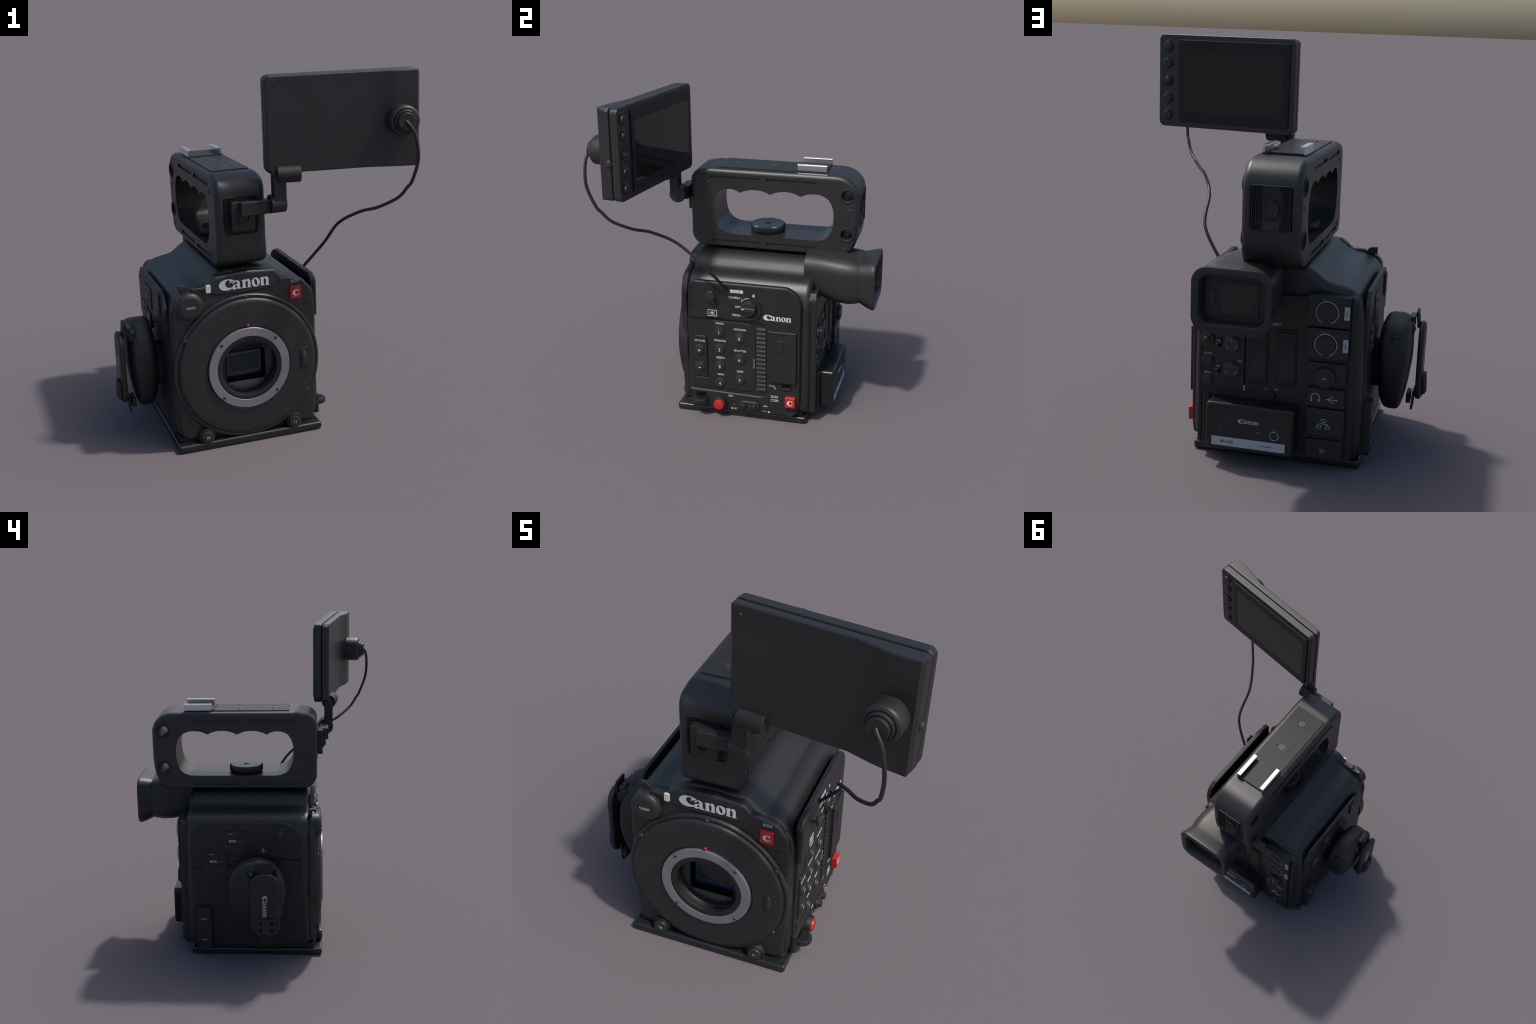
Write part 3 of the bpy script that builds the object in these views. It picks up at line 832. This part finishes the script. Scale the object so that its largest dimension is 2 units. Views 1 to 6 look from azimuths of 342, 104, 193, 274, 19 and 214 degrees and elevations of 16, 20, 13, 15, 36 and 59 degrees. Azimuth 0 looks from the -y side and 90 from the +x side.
# left column of buttons
button('joystick', B, -0.205, 0.596, BW, 0.034, 0.016, BUTTON, backp)
button('joystick', B, -0.205, 0.596, BW + 0.014, 0.018, 0.016, BUTTON, backp, dish=False)
for v in (0.488, 0.391):
    button('menu_button', B, -0.204, v, BW, 0.027, 0.013, BUTTON, backp, collar=0.030)
label('CANCEL', B, -0.203, 0.522, BW, 0.045, 0.011, backp, PALE)
label('MENU', B, -0.203, 0.425, BW, 0.034, 0.011, backp, PALE)
# audio level plate
block('audio_plate', B, -0.094, 0.505, 0.146, 0.292, 0.42, BW + 0.005, PANEL, backp, r=0.004, bevel=0.0015)
block('plate_gap', B, -0.018, 0.51, 0.006, 0.27, 0.42, BW + 0.0006, VOID, backp, r=0.001, bevel=0.0001)
AW = BW + 0.005
for v, ch in ((0.581, 'CH1'), (0.453, 'CH2')):
    lathe('level_dial', B, -0.081, v, AW, ((0.045, -0.003), (0.045, 0.004), (0.042, 0.006), (0.0385, 0.006), (0.037, 0.012), (0.034, 0.015), (0, 0.015)), BUTTON, backp, n=48)
    for k in range(11):
        a = math.radians(-30 + 24 * k)
        lathe('dial_tick', B, -0.081 + 0.030 * math.cos(a), v + 0.030 * math.sin(a), AW + 0.015, ((0.0018, -0.001), (0.0018, 0.0006), (0, 0.0006)), PALE, backp, n=8)
    for k, s in ((-30, '0'), (90, '5'), (210, '10')):
        a = math.radians(180 - k)
        label(s, B, -0.081 + 0.0215 * math.cos(a), v + 0.0215 * math.sin(a), AW + 0.015, 0.005 * len(s), 0.006, backp, PALE)
    block('mode_switch', B, -0.143, v + 0.002, 0.020, 0.046, 0.43, AW + 0.0005, VOID, backp, r=0.002, bevel=0.0001)
    block('mode_slider', B, -0.144, v + 0.010, 0.017, 0.026, 0.43, AW + 0.006, BUTTON, backp, r=0.002, bevel=0.0015)
    bar(B, -0.149, v + 0.014, -0.140, v + 0.014, 0.004, AW + 0.006, backp, PALE)
    label('A', B, -0.158, v + 0.014, AW, 0.006, 0.007, backp, PALE)
    label('M', B, -0.158, v - 0.004, AW, 0.007, 0.007, backp, PALE)
    label(ch, B, -0.043, v + 0.048, AW, 0.021, 0.009, backp, PALE)
block('status_lamp', B, -0.019, 0.368, 0.008, 0.026, 0.42, BW + 0.004, PALE, backp, r=0.001, bevel=0.0005)
# two card slots
for u in (0.047, 0.185):
    block('slot_rim', B, u, 0.537, 0.098, 0.282, 0.41, BW + 0.006, DARK, backp, r=0.008, bevel=0.003)
    block('slot_door', B, u, 0.534, 0.080, 0.262, 0.41, BW + 0.011, PANEL, backp, r=0.006, bevel=0.002)
    block('slot_window', B, u, 0.600, 0.072, 0.105, 0.42, BW + 0.0118, DARK, backp, r=0.003, bevel=0.0003)
    block('slot_grip', B, u + 0.002, 0.418, 0.066, 0.013, 0.42, BW + 0.016, DARK, backp, r=0.002, bevel=0.003)
label('SD CARD', B, 0.107, 0.701, BW, 0.086, 0.014, backp, PALE)
label('A', B, 0.087, 0.377, BW, 0.010, 0.011, backp, PALE)
label('B', B, 0.141, 0.377, BW, 0.010, 0.011, backp, PALE)
lathe('slot_knob', B, 0.114, 0.342, BW, ((0.021, -0.003), (0.021, 0.014), (0.017, 0.018), (0, 0.018)), DARK, backp, n=30)
# connector covers
CW = 0.452


def xlr(v, word):
    block('input_cover', B, 0.379, v, 0.200, 0.148, 0.41, 0.458, COVER, backp, r=0.008, bevel=0.005)
    arc(B, 0.372, v - 0.004, 0.052, 0.004, -70, 250, 0.458, backp, PALE, n=60)
    lathe('input_cap', B, 0.372, v - 0.004, 0.458, ((0.048, -0.003), (0.048, 0.008), (0.046, 0.0115), (0.043, 0.0125), (0, 0.0125)), COVER, backp, n=48)
    label(word, B, 0.367, v + 0.055, 0.458, 0.036, 0.010, backp, DIM)
    block('push_tab', B, 0.4645, v + 0.001, 0.024, 0.062, 0.43, 0.465, PALE, backp, r=0.002, bevel=0.0015)
    label('PUSH', BACK @ Matrix.Translation((0.4645, v + 0.001, 0)) @ Matrix.Rotation(math.pi / 2, 4, 'Z'), 0, 0, 0.465, 0.030, 0.006, backp, INK)
    screw(B, 0.436, v + 0.048, 0.458, 0.007, backp)
    screw(B, 0.302, v - 0.050, 0.458, 0.007, backp)


xlr(0.792, 'INPUT 1')
xlr(0.637, 'INPUT 2')
block('sdi_cover', B, 0.383, 0.488, 0.178, 0.108, 0.41, CW, COVER, backp, r=0.006, bevel=0.004)
lathe('sdi_cap', B, 0.375, 0.474, CW, ((0.050, -0.004), (0.050, 0.018), (0.046, 0.023), (0.038, 0.025), (0, 0.025)), COVER, backp, n=48)
label('SDI', B, 0.375, 0.474, CW + 0.025, 0.018, 0.008, backp, PALE)
block('jack_cover', B, 0.382, 0.370, 0.178, 0.092, 0.41, CW, COVER, backp, r=0.006, bevel=0.004)
# headphone sign
arc(B, 0.333, 0.370, 0.019, 0.004, 0, 180, CW, backp, PALE, n=24)
for s in (-1, 1):
    bar(B, 0.333 + s * 0.019, 0.370, 0.333 + s * 0.019, 0.352, 0.003, CW, backp, PALE)
    bar(B, 0.333 + s * 0.018, 0.361, 0.333 + s * 0.018, 0.352, 0.006, CW + 0.0002, backp, PALE)
# usb trident
bar(B, 0.385, 0.366, 0.434, 0.366, 0.003, CW, backp, PALE)
plate('printed_mark', B, [(0.432, 0.359), (0.440, 0.366), (0.432, 0.373)], CW - 0.001, CW + 0.0012, PALE, backp, 0.0001, seg=0)
for s in (-1, 1):
    bar(B, 0.396, 0.366, 0.408, 0.366 + s * 0.013, 0.0028, CW, backp, PALE)
    bar(B, 0.408, 0.366 + s * 0.013, 0.420, 0.366 + s * 0.013, 0.0028, CW, backp, PALE)
block('network_cover', B, 0.384, 0.246, 0.182, 0.136, 0.41, CW, COVER, backp, r=0.006, bevel=0.004)
for u, v in ((0.377, 0.257), (0.355, 0.225), (0.398, 0.225)):
    plate('printed_mark', B, rrect(u, v, 0.024, 0.016, 0.001, 1), CW - 0.001, CW + 0.0012, PALE, backp, 0.0001, holes=[rrect(u, v, 0.019, 0.011, 0.001, 1)], seg=0)
bar(B, 0.377, 0.249, 0.377, 0.241, 0.0025, CW, backp, PALE)
bar(B, 0.355, 0.241, 0.398, 0.241, 0.0025, CW, backp, PALE)
for u in (0.355, 0.398):
    bar(B, u, 0.241, u, 0.233, 0.0025, CW, backp, PALE)
block('power_input_cover', B, 0.383, 0.110, 0.178, 0.094, 0.41, CW - 0.002, COVER, backp, r=0.006, bevel=0.004)
label('DC IN\n16.7V', B, 0.377, 0.101, CW - 0.002, 0.026, 0.020, backp, PALE)
# battery
block('battery_guide', B, -0.202, 0.192, 0.034, 0.262, 0.40, 0.450, PANEL, backp, r=0.006, bevel=0.004)
block('battery_bay', B, 0.036, 0.192, 0.490, 0.268, 0.40, BW + 0.003, DARK, backp, r=0.01, bevel=0.002)
batt = block('battery', B, 0.037, 0.199, 0.430, 0.238, 0.41, 0.533, BATT, cam, r=0.020, bevel=0.012, seg=4)
block('battery_face', B, 0.034, 0.191, 0.362, 0.176, 0.52, 0.5335, PANEL, batt, r=0.003, bevel=0.0003)
block('battery_stripe', B, 0.033, 0.1255, 0.360, 0.045, 0.52, 0.5342, PALE, batt, r=0.001, bevel=0.0003)
logo(B, 0.033, 0.237, 0.5335, 0.102, batt, PALE)
label('BP-A30', B, -0.071, 0.126, 0.5342, 0.060, 0.013, batt, INK)
label('7.4V Lithium Ion Battery', B, 0.115, 0.124, 0.5342, 0.066, 0.006, batt, INK)
arc(B, 0.159, 0.182, 0.021, 0.0025, 0, 360, 0.5335, batt, PALE, n=36)
label('CHECK', B, 0.159, 0.213, 0.5335, 0.028, 0.007, batt, DIM)
label('0', B, -0.104, 0.190, 0.5335, 0.005, 0.008, batt, DIM)
label('100%', B, 0.081, 0.190, 0.5335, 0.020, 0.007, batt, DIM)
for k in range(5):
    lathe('charge_lamp', B, -0.065 + 0.028 * k, 0.190, 0.5335, ((0.004, -0.001), (0.004, 0.0004), (0, 0.0004)), DARK, batt, n=12)

# ------------------------------------------------------------------ viewfinder
def rr_ring(cx, cz, sx, sz, r, y, n=7):
    return [(u, y, v) for u, v in rrect(cx, cz, sx, sz, r, n)]


vf = loft('viewfinder', [rr_ring(-0.005, 0.915, 0.25, 0.18, 0.06, 0.331), rr_ring(-0.005, 0.915, 0.290, 0.230, 0.085, 0.333), rr_ring(-0.002, 0.912, 0.302, 0.240, 0.085, 0.39), rr_ring(0.002, 0.899, 0.322, 0.268, 0.086, 0.46),
                         rr_ring(0.007, 0.890, 0.342, 0.280, 0.086, 0.54), rr_ring(0.008, 0.887, 0.346, 0.278, 0.083, 0.60), rr_ring(0.007, 0.887, 0.338, 0.266, 0.08, 0.645), rr_ring(0.006, 0.888, 0.330, 0.254, 0.078, 0.668), rr_ring(0.006, 0.897, 0.300, 0.210, 0.07, 0.672)], RUBBER, cam, angle=45)
loft('eyecup', [rr_ring(0.006, 0.897, 0.300, 0.210, 0.070, 0.664), rr_ring(0.006, 0.888, 0.333, 0.258, 0.078, 0.667), rr_ring(0.006, 0.887, 0.336, 0.262, 0.078, 0.674), rr_ring(0.006, 0.882, 0.350, 0.286, 0.076, 0.710),
                rr_ring(0.006, 0.880, 0.364, 0.300, 0.074, 0.740), rr_ring(0.006, 0.880, 0.366, 0.302, 0.073, 0.750), rr_ring(0.006, 0.880, 0.362, 0.298, 0.071, 0.756), rr_ring(0.006, 0.880, 0.352, 0.288, 0.066, 0.7585),
                rr_ring(0.002, 0.884, 0.306, 0.228, 0.050, 0.757), rr_ring(0.002, 0.884, 0.298, 0.218, 0.046, 0.752), rr_ring(0.000, 0.882, 0.284, 0.204, 0.036, 0.72), rr_ring(0.000, 0.882, 0.280, 0.200, 0.030, 0.700)], RUBBER, vf, cap1=False, angle=40)
block('eyepiece_bezel', B, 0.002, 0.882, 0.286, 0.208, 0.68, 0.706, PANEL, vf, r=0.03)
block('eyepiece_frame', B, 0.020, 0.884, 0.186, 0.166, 0.690, 0.7075, DARK, vf, r=0.002, bevel=0.0005)
block('eyepiece_surround', B, 0.020, 0.884, 0.178, 0.158, 0.690, 0.710, PANEL, vf, r=0.002, bevel=0.001)
block('eyepiece_glass', B, 0.0175, 0.8825, 0.160, 0.140, 0.690, 0.7115, EYEGL, vf, r=0.012, bevel=0.001)
block('eye_sensor_frame', B, -0.104, 0.884, 0.034, 0.070, 0.690, 0.7075, DARK, vf, r=0.002, bevel=0.0005)
block('eye_sensor', B, -0.103, 0.884, 0.024, 0.060, 0.690, 0.709, EYESEN, vf, r=0.002, bevel=0.0005)

# ------------------------------------------------------------------ carry handle
hp = catmull([(0.52, 1.003), (0.552, 1.012), (0.583, 1.033), (0.605, 1.068), (0.618, 1.11), (0.626, 1.17), (0.629, 1.24), (0.629, 1.34), (0.627, 1.383), (0.614, 1.424), (0.588, 1.456), (0.551, 1.480), (0.508, 1.491), (0.465, 1.4935)], 4)
hp = hp + fillet([(0.455, 1.4935), (-0.28, 1.4935, 0.10), (-0.402, 1.47, 0.09), (-0.402, 1.003, 0.085), (0.51, 1.003)], 8)[0:]
handle = pillow('carry_handle', RIGHT, hp, -0.268, 0.006, BLACK, cam, bevel=0.030, seg=7, soften=lambda p: 0.35 if p.y < 1.02 else 0.35 + 0.65 * min(1.0, (p.y - 1.02) / 0.12))
opening = catmull([(0.399, 1.372), (0.446, 1.347), (0.475, 1.290), (0.479, 1.226), (0.470, 1.162), (0.450, 1.121), (0.413, 1.097), (0.360, 1.0895), (0.12, 1.089), (-0.12, 1.0895), (-0.170, 1.094), (-0.212, 1.112), (-0.240, 1.148), (-0.252, 1.192), (-0.2555, 1.235),
                   (-0.251, 1.293), (-0.227, 1.344), (-0.195, 1.367), (-0.150, 1.373), (-0.115, 1.366), (-0.090, 1.354), (-0.065, 1.365), (-0.02, 1.375), (0.03, 1.375), (0.070, 1.365), (0.095, 1.354), (0.120, 1.365),
                   (0.165, 1.376), (0.215, 1.376), (0.255, 1.366), (0.280, 1.355), (0.305, 1.366), (0.345, 1.375)], 5, True)
cutters = [plate('opening_cutter', RIGHT, opening, -0.40, 0.20, SATIN, None, 0.0001, seg=0)]
for u0, u1, v in ((0.069, 0.376, 1.441), (-0.272, 0.029, 1.441), (0.070, 0.377, 1.041), (-0.273, 0.030, 1.041)):
    for w in (-0.268, 0.006):
        cutters.append(plate('groove_cutter', RIGHT, rrect((u0 + u1) / 2, v, u1 - u0, 0.020, 0.006), w - 0.010, w + 0.010, None, None, 0.0001, seg=0))
for v in (1.377, 1.139):
    cutters.append(plate('hole_cutter', RIGHT, circle(0.558, v, 0.033), -0.40, 0.20, None, None, 0.0001, seg=0))
# sunken accessory pockets at both ends
cutters.append(block('pocket_cutter', FRONT, CX, 1.283, 0.176, 0.204, 0.394, 0.45, None, None, r=0.010, bevel=0.0001))
cutters.append(block('pocket_cutter', BACK, -CX, 1.284, 0.176, 0.204, 0.618, 0.70, None, None, r=0.010, bevel=0.0001))
cut(handle, cutters)
for v in (1.377, 1.139):
    for F, w in ((LEFT, 0.268), (RIGHT, 0.006)):
        u = -0.558 if F is LEFT else 0.558
        lathe('hole_ring', F, u, v, w, ((0.0335, -0.012), (0.045, -0.008), (0.045, 0.002), (0.043, 0.0045), (0.036, 0.0045), (0.033, 0.002), (0.0335, -0.012)), DARK, handle, n=40)
for F, w, s in ((LEFT, 0.2675, -1), (RIGHT, 0.0055, 1)):
    for y, z in ((-0.285, 1.402), (0.578, 1.290), (0.551, 1.049), (-0.285, 1.061)):
        screw(F, s * y, z, w, 0.0115, handle)
        link('screw_slot', lathe_mesh(((0.0035, 0.0), (0.0035, 0.0012), (0, 0.0012)), 10), VOID, handle, F @ Matrix.Translation((s * y, z, w + 0.002)) @ Matrix.Diagonal((2.0, 0.6, 1, 1)))
# clamp knob in the finger opening
knobm = lathe('clamp_knob', TOP, CX, 0.0495, 1.09, ((0.08, 0.0), (0.098, 0.002), (0.105, 0.006), (0.106, 0.010), (0.106, 0.034), (0.105, 0.038), (0.100, 0.043), (0.0, 0.043)), BASEM, handle, n=180, knurl=0.0025)
lathe('knob_pin', TOP, CX, 0.0495, 1.133, ((0.018, -0.001), (0.018, 0.002), (0.016, 0.003), (0, 0.003)), DARK, handle, n=30)
# top plate and accessory shoe
tp = block('top_plate', TOP, CX - 0.001, 0.093, 0.206, 0.644, 1.485, 1.500, TOPPL, handle, r=0.002, bevel=0.0012)
for y in (-0.131, 0.088):
    lathe('plate_disc', TOP, CX, y, 1.500, ((0.023, -0.001), (0.023, 0.0008), (0.022, 0.0014), (0, 0.0014)), DISCM, handle, n=36)
    for s in (-1, 1):
        screw(TOP, CX + s * 0.043, y, 1.500, 0.0075, handle)
block('shoe_bed', TOP, CX - 0.001, 0.330, 0.200, 0.184, 1.490, 1.5055, TOPPL, handle, r=0.002, bevel=0.0012)
for s in (-1, 1):
    o = CX - 0.003 + s * 0.101
    prof_r = [(o, 1.500), (o, 1.534), (o - s * 0.003, 1.538), (o - s * 0.026, 1.538), (o - s * 0.029, 1.535), (o - s * 0.029, 1.529), (o - s * 0.012, 1.529), (o - s * 0.012, 1.500)]
    plate('shoe_rail', FRONT, prof_r, -0.427, -0.252, SILVER, handle, bevel=0.0012, seg=1)


def pocket(F, u0, w, parent):
    """ribbed accessory pocket at a handle end"""
    block('pocket_floor', F, u0, 1.283, 0.172, 0.200, w - 0.030, w - 0.0095, DARK, parent, r=0.009, bevel=0.001)
    for s in (-1, 1):
        for k in range(4):
            block('pocket_rib', F, u0 + s * (0.050 + 0.0095 * k), 1.283, 0.0055, 0.186, w - 0.018, w - 0.003, DARK, parent, r=0.001, bevel=0.0015)
    plate('pocket_rim', F, rrect(u0, 1.283, 0.178, 0.206, 0.011), w - 0.012, w + 0.001, DARK, parent, 0.002, holes=[rrect(u0, 1.283, 0.167, 0.195, 0.008)])
    lathe('pocket_socket', F, u0, 1.281, w - 0.0095, ((0.037, 0.0), (0.037, 0.010), (0.035, 0.012), (0.032, 0.012), (0.030, 0.010), (0.029, 0.004), (0, 0.004)), BUTTON, parent, n=40)


pocket(FRONT, CX, 0.4045, handle)
pocket(BACK, -CX, 0.632, handle)
for z0, z1 in ((1.3815, 1.340), (1.1865, 1.232)):          # sloped lead-ins of the rear pocket
    loft('pocket_ramp', [[(x, y, z) for y, z in ((0.6315, z0), (0.618, z0), (0.6215, z1))] for x in (CX - 0.040, CX + 0.040)], PANEL, handle)

# ------------------------------------------------------------------ monitor arm
arm = plate('monitor_arm', RIGHT, rrect(-0.446, 1.329, 0.054, 0.072, 0.004), -0.149, 0.02, PANEL, cam, bevel=0.005)
block('quick_release_plate', FRONT, CX + 0.001, 1.285, 0.126, 0.155, 0.395, 0.437, PANEL, arm, r=0.008, bevel=0.003)
lathe('release_screw', FRONT, -0.127, 1.281, 0.437, ((0.043, -0.003), (0.043, 0.007), (0.040, 0.010), (0.032, 0.010), (0.031, 0.018), (0.028, 0.020), (0.022, 0.020), (0.021, 0.012), (0, 0.012)), PANEL, arm, n=40)
lathe('pivot', RIGHT, -0.457, 1.340, 0.008, ((0.046, 0.0), (0.049, 0.003), (0.049, 0.080), (0.047, 0.083), (0, 0.083)), PANEL, arm, n=56)
plate('upright', RIGHT, fillet([(-0.503, 1.335), (-0.449, 1.335), (-0.449, 1.497, 0.004), (-0.503, 1.497, 0.004)]), 0.022, 0.0895, PANEL, arm, bevel=0.004)
tiltm = lathe('tilt_barrel', Matrix.Translation((0.112, -0.487, 1.494)) @ Matrix.Rotation(math.atan2(MU[1], MU[0]), 4, 'Z') @ Matrix.Rotation(math.pi / 2, 4, 'Y'), 0, 0, 0, ((0.043, -0.066), (0.0445, -0.064), (0.0445, 0.055), (0.043, 0.057), (0, 0.057)), DARK, arm, n=56)

# ------------------------------------------------------------------ monitor
mon = plate('monitor', MFRONT, rrect(-0.343, 1.748, 0.810, 0.503, 0.032, 8), -0.0585, -0.012, BLACK, cam, bevel=0.006, seg=3)
block('monitor_seam', MFRONT, -0.341, 1.748, 0.797, 0.491, -0.072, -0.05, VOID, mon, r=0.028, bevel=0.001)  # seam filled near-black: the gap's shadow is put into the colour
# rear housing: thin on one side, swelling towards the cable socket
ramp = [(0.475, 0.1065), (0.592, 0.1315), (0.632, 0.137)]
sec = [(-0.061, 0.0635), (-0.058, 0.090), (-0.044, 0.1065)] + ramp + [(0.733, 0.137), (0.745, 0.122), (0.749, 0.0635)]
bm = bmesh.new()
lo = [bm.verts.new((u, 1.500, n)) for u, n in sec]
hi = [bm.verts.new((u, 1.996, n)) for u, n in sec]
for i in range(len(sec)):
    j = (i + 1) % len(sec)
    bm.faces.new((lo[i], lo[j], hi[j], hi[i]))
bm.faces.new(lo[::-1]); bm.faces.new(hi)
bmesh.ops.recalc_face_normals(bm, faces=bm.faces)
corner = [e for e in bm.edges if e.verts[0].co.y == e.verts[1].co.y and (max(e.verts[0].co.x, e.verts[1].co.x) < -0.040 or min(e.verts[0].co.x, e.verts[1].co.x) > 0.744)]
bmesh.ops.bevel(bm, geom=corner, offset=0.016, segments=1, affect='EDGES')
me = bpy.data.meshes.new('rear_housing'); bm.to_mesh(me); bm.free()
rear = link('rear_housing', me, BLACK, mon, MBACK)
md = rear.modifiers.new('b', 'BEVEL'); md.width = 0.008; md.segments = 3; md.limit_method = 'ANGLE'; md.angle_limit = math.radians(50); md.use_clamp_overlap = True
apply_mods(rear); smooth(rear.data, 38)
crease = rear.data.attributes['sharp_edge'].data
for e in rear.data.edges:
    a, b = (rear.data.vertices[i].co for i in e.vertices)
    if any(abs(a.x - u) < 0.001 and abs(b.x - u) < 0.001 for u, n in ramp) and abs(a.y - b.y) > 0.1:
        crease[e.index].value = True
md = rear.modifiers.new('wn', 'WEIGHTED_NORMAL'); md.keep_sharp = True; md.weight = 80
apply_mods(rear)
block('glass_border', MFRONT, -0.294, 1.749, 0.656, 0.444, -0.03, -0.0035, GLASSB, mon, r=0.006, bevel=0.0015)
block('screen', MFRONT, -0.2955, 1.746, 0.594, 0.332, -0.03, -0.0028, SCREEN, mon, r=0.002, bevel=0.0003)
for v, word in ((1.933, 'FUNC'), (1.845, 'MENU'), (1.747, ''), (1.652, 'CANCEL'), (1.560, 'DISP')):
    if word:
        button('monitor_button', MFRONT, -0.692, v, -0.012, 0.026, 0.013, BUTTON, mon, collar=0.030)
        label(word, MFRONT, -0.692, v + 0.037, -0.012, 0.0075 * len(word), 0.007, mon, DIM)
    else:
        lathe('monitor_joystick', MFRONT, -0.692, v, -0.012, ((0.029, -0.003), (0.029, 0.006), (0.026, 0.009), (0.022, 0.007), (0.018, 0.010), (0.015, 0.016), (0.009, 0.019), (0, 0.020)), BASEM, mon, n=36)
MSIDE = frame((MO[0] + MU[0] * 0.748, MO[1] + MU[1] * 0.748, 0), (0.159, 0.987, 0), (0, 0, 1))
lathe('side_button', MSIDE, -0.079, 1.703, 0.0, ((0.021, -0.003), (0.021, 0.003), (0.018, 0.005), (0.015, 0.005), (0.014, 0.0075), (0.012, 0.009), (0, 0.009)), BUTTON, mon, n=36)
screw(MBACK, -0.007, 1.955, 0.1065, 0.0075, mon)
block('bottom_bracket', MBACK, 0.015, 1.497, 0.10, 0.03, 0.065, 0.115, DARK, mon, r=0.004)
sock = lathe('cable_socket', MBACK, 0.642, 1.746, 0.0, ((0.080, 0.125), (0.080, 0.200), (0.078, 0.211), (0.072, 0.218), (0.063, 0.221), (0.060, 0.217), (0.058, 0.217), (0.057, 0.232), (0.054, 0.235), (0.050, 0.235), (0.048, 0.232), (0.046, 0.232), (0.045, 0.249), (0.043, 0.251), (0, 0.251)), RUBBER, mon, n=72)

# ------------------------------------------------------------------ cable from the monitor to the body
tube('video_cable', [(0.655, -0.705, 1.752), (0.664, -0.731, 1.742), (0.698, -0.75, 1.682), (0.717, -0.747, 1.557), (0.705, -0.706, 1.440), (0.689, -0.680, 1.399), (0.657, -0.635, 1.339), (0.582, -0.545, 1.277), (0.519, -0.462, 1.244),
                     (0.448, -0.332, 1.162), (0.421, -0.174, 1.013), (0.309, -0.096, 0.853), (0.300, -0.090, 0.842)], 0.0088, CABLEM, cam)

# keep children where they were built
bpy.context.view_layer.update()
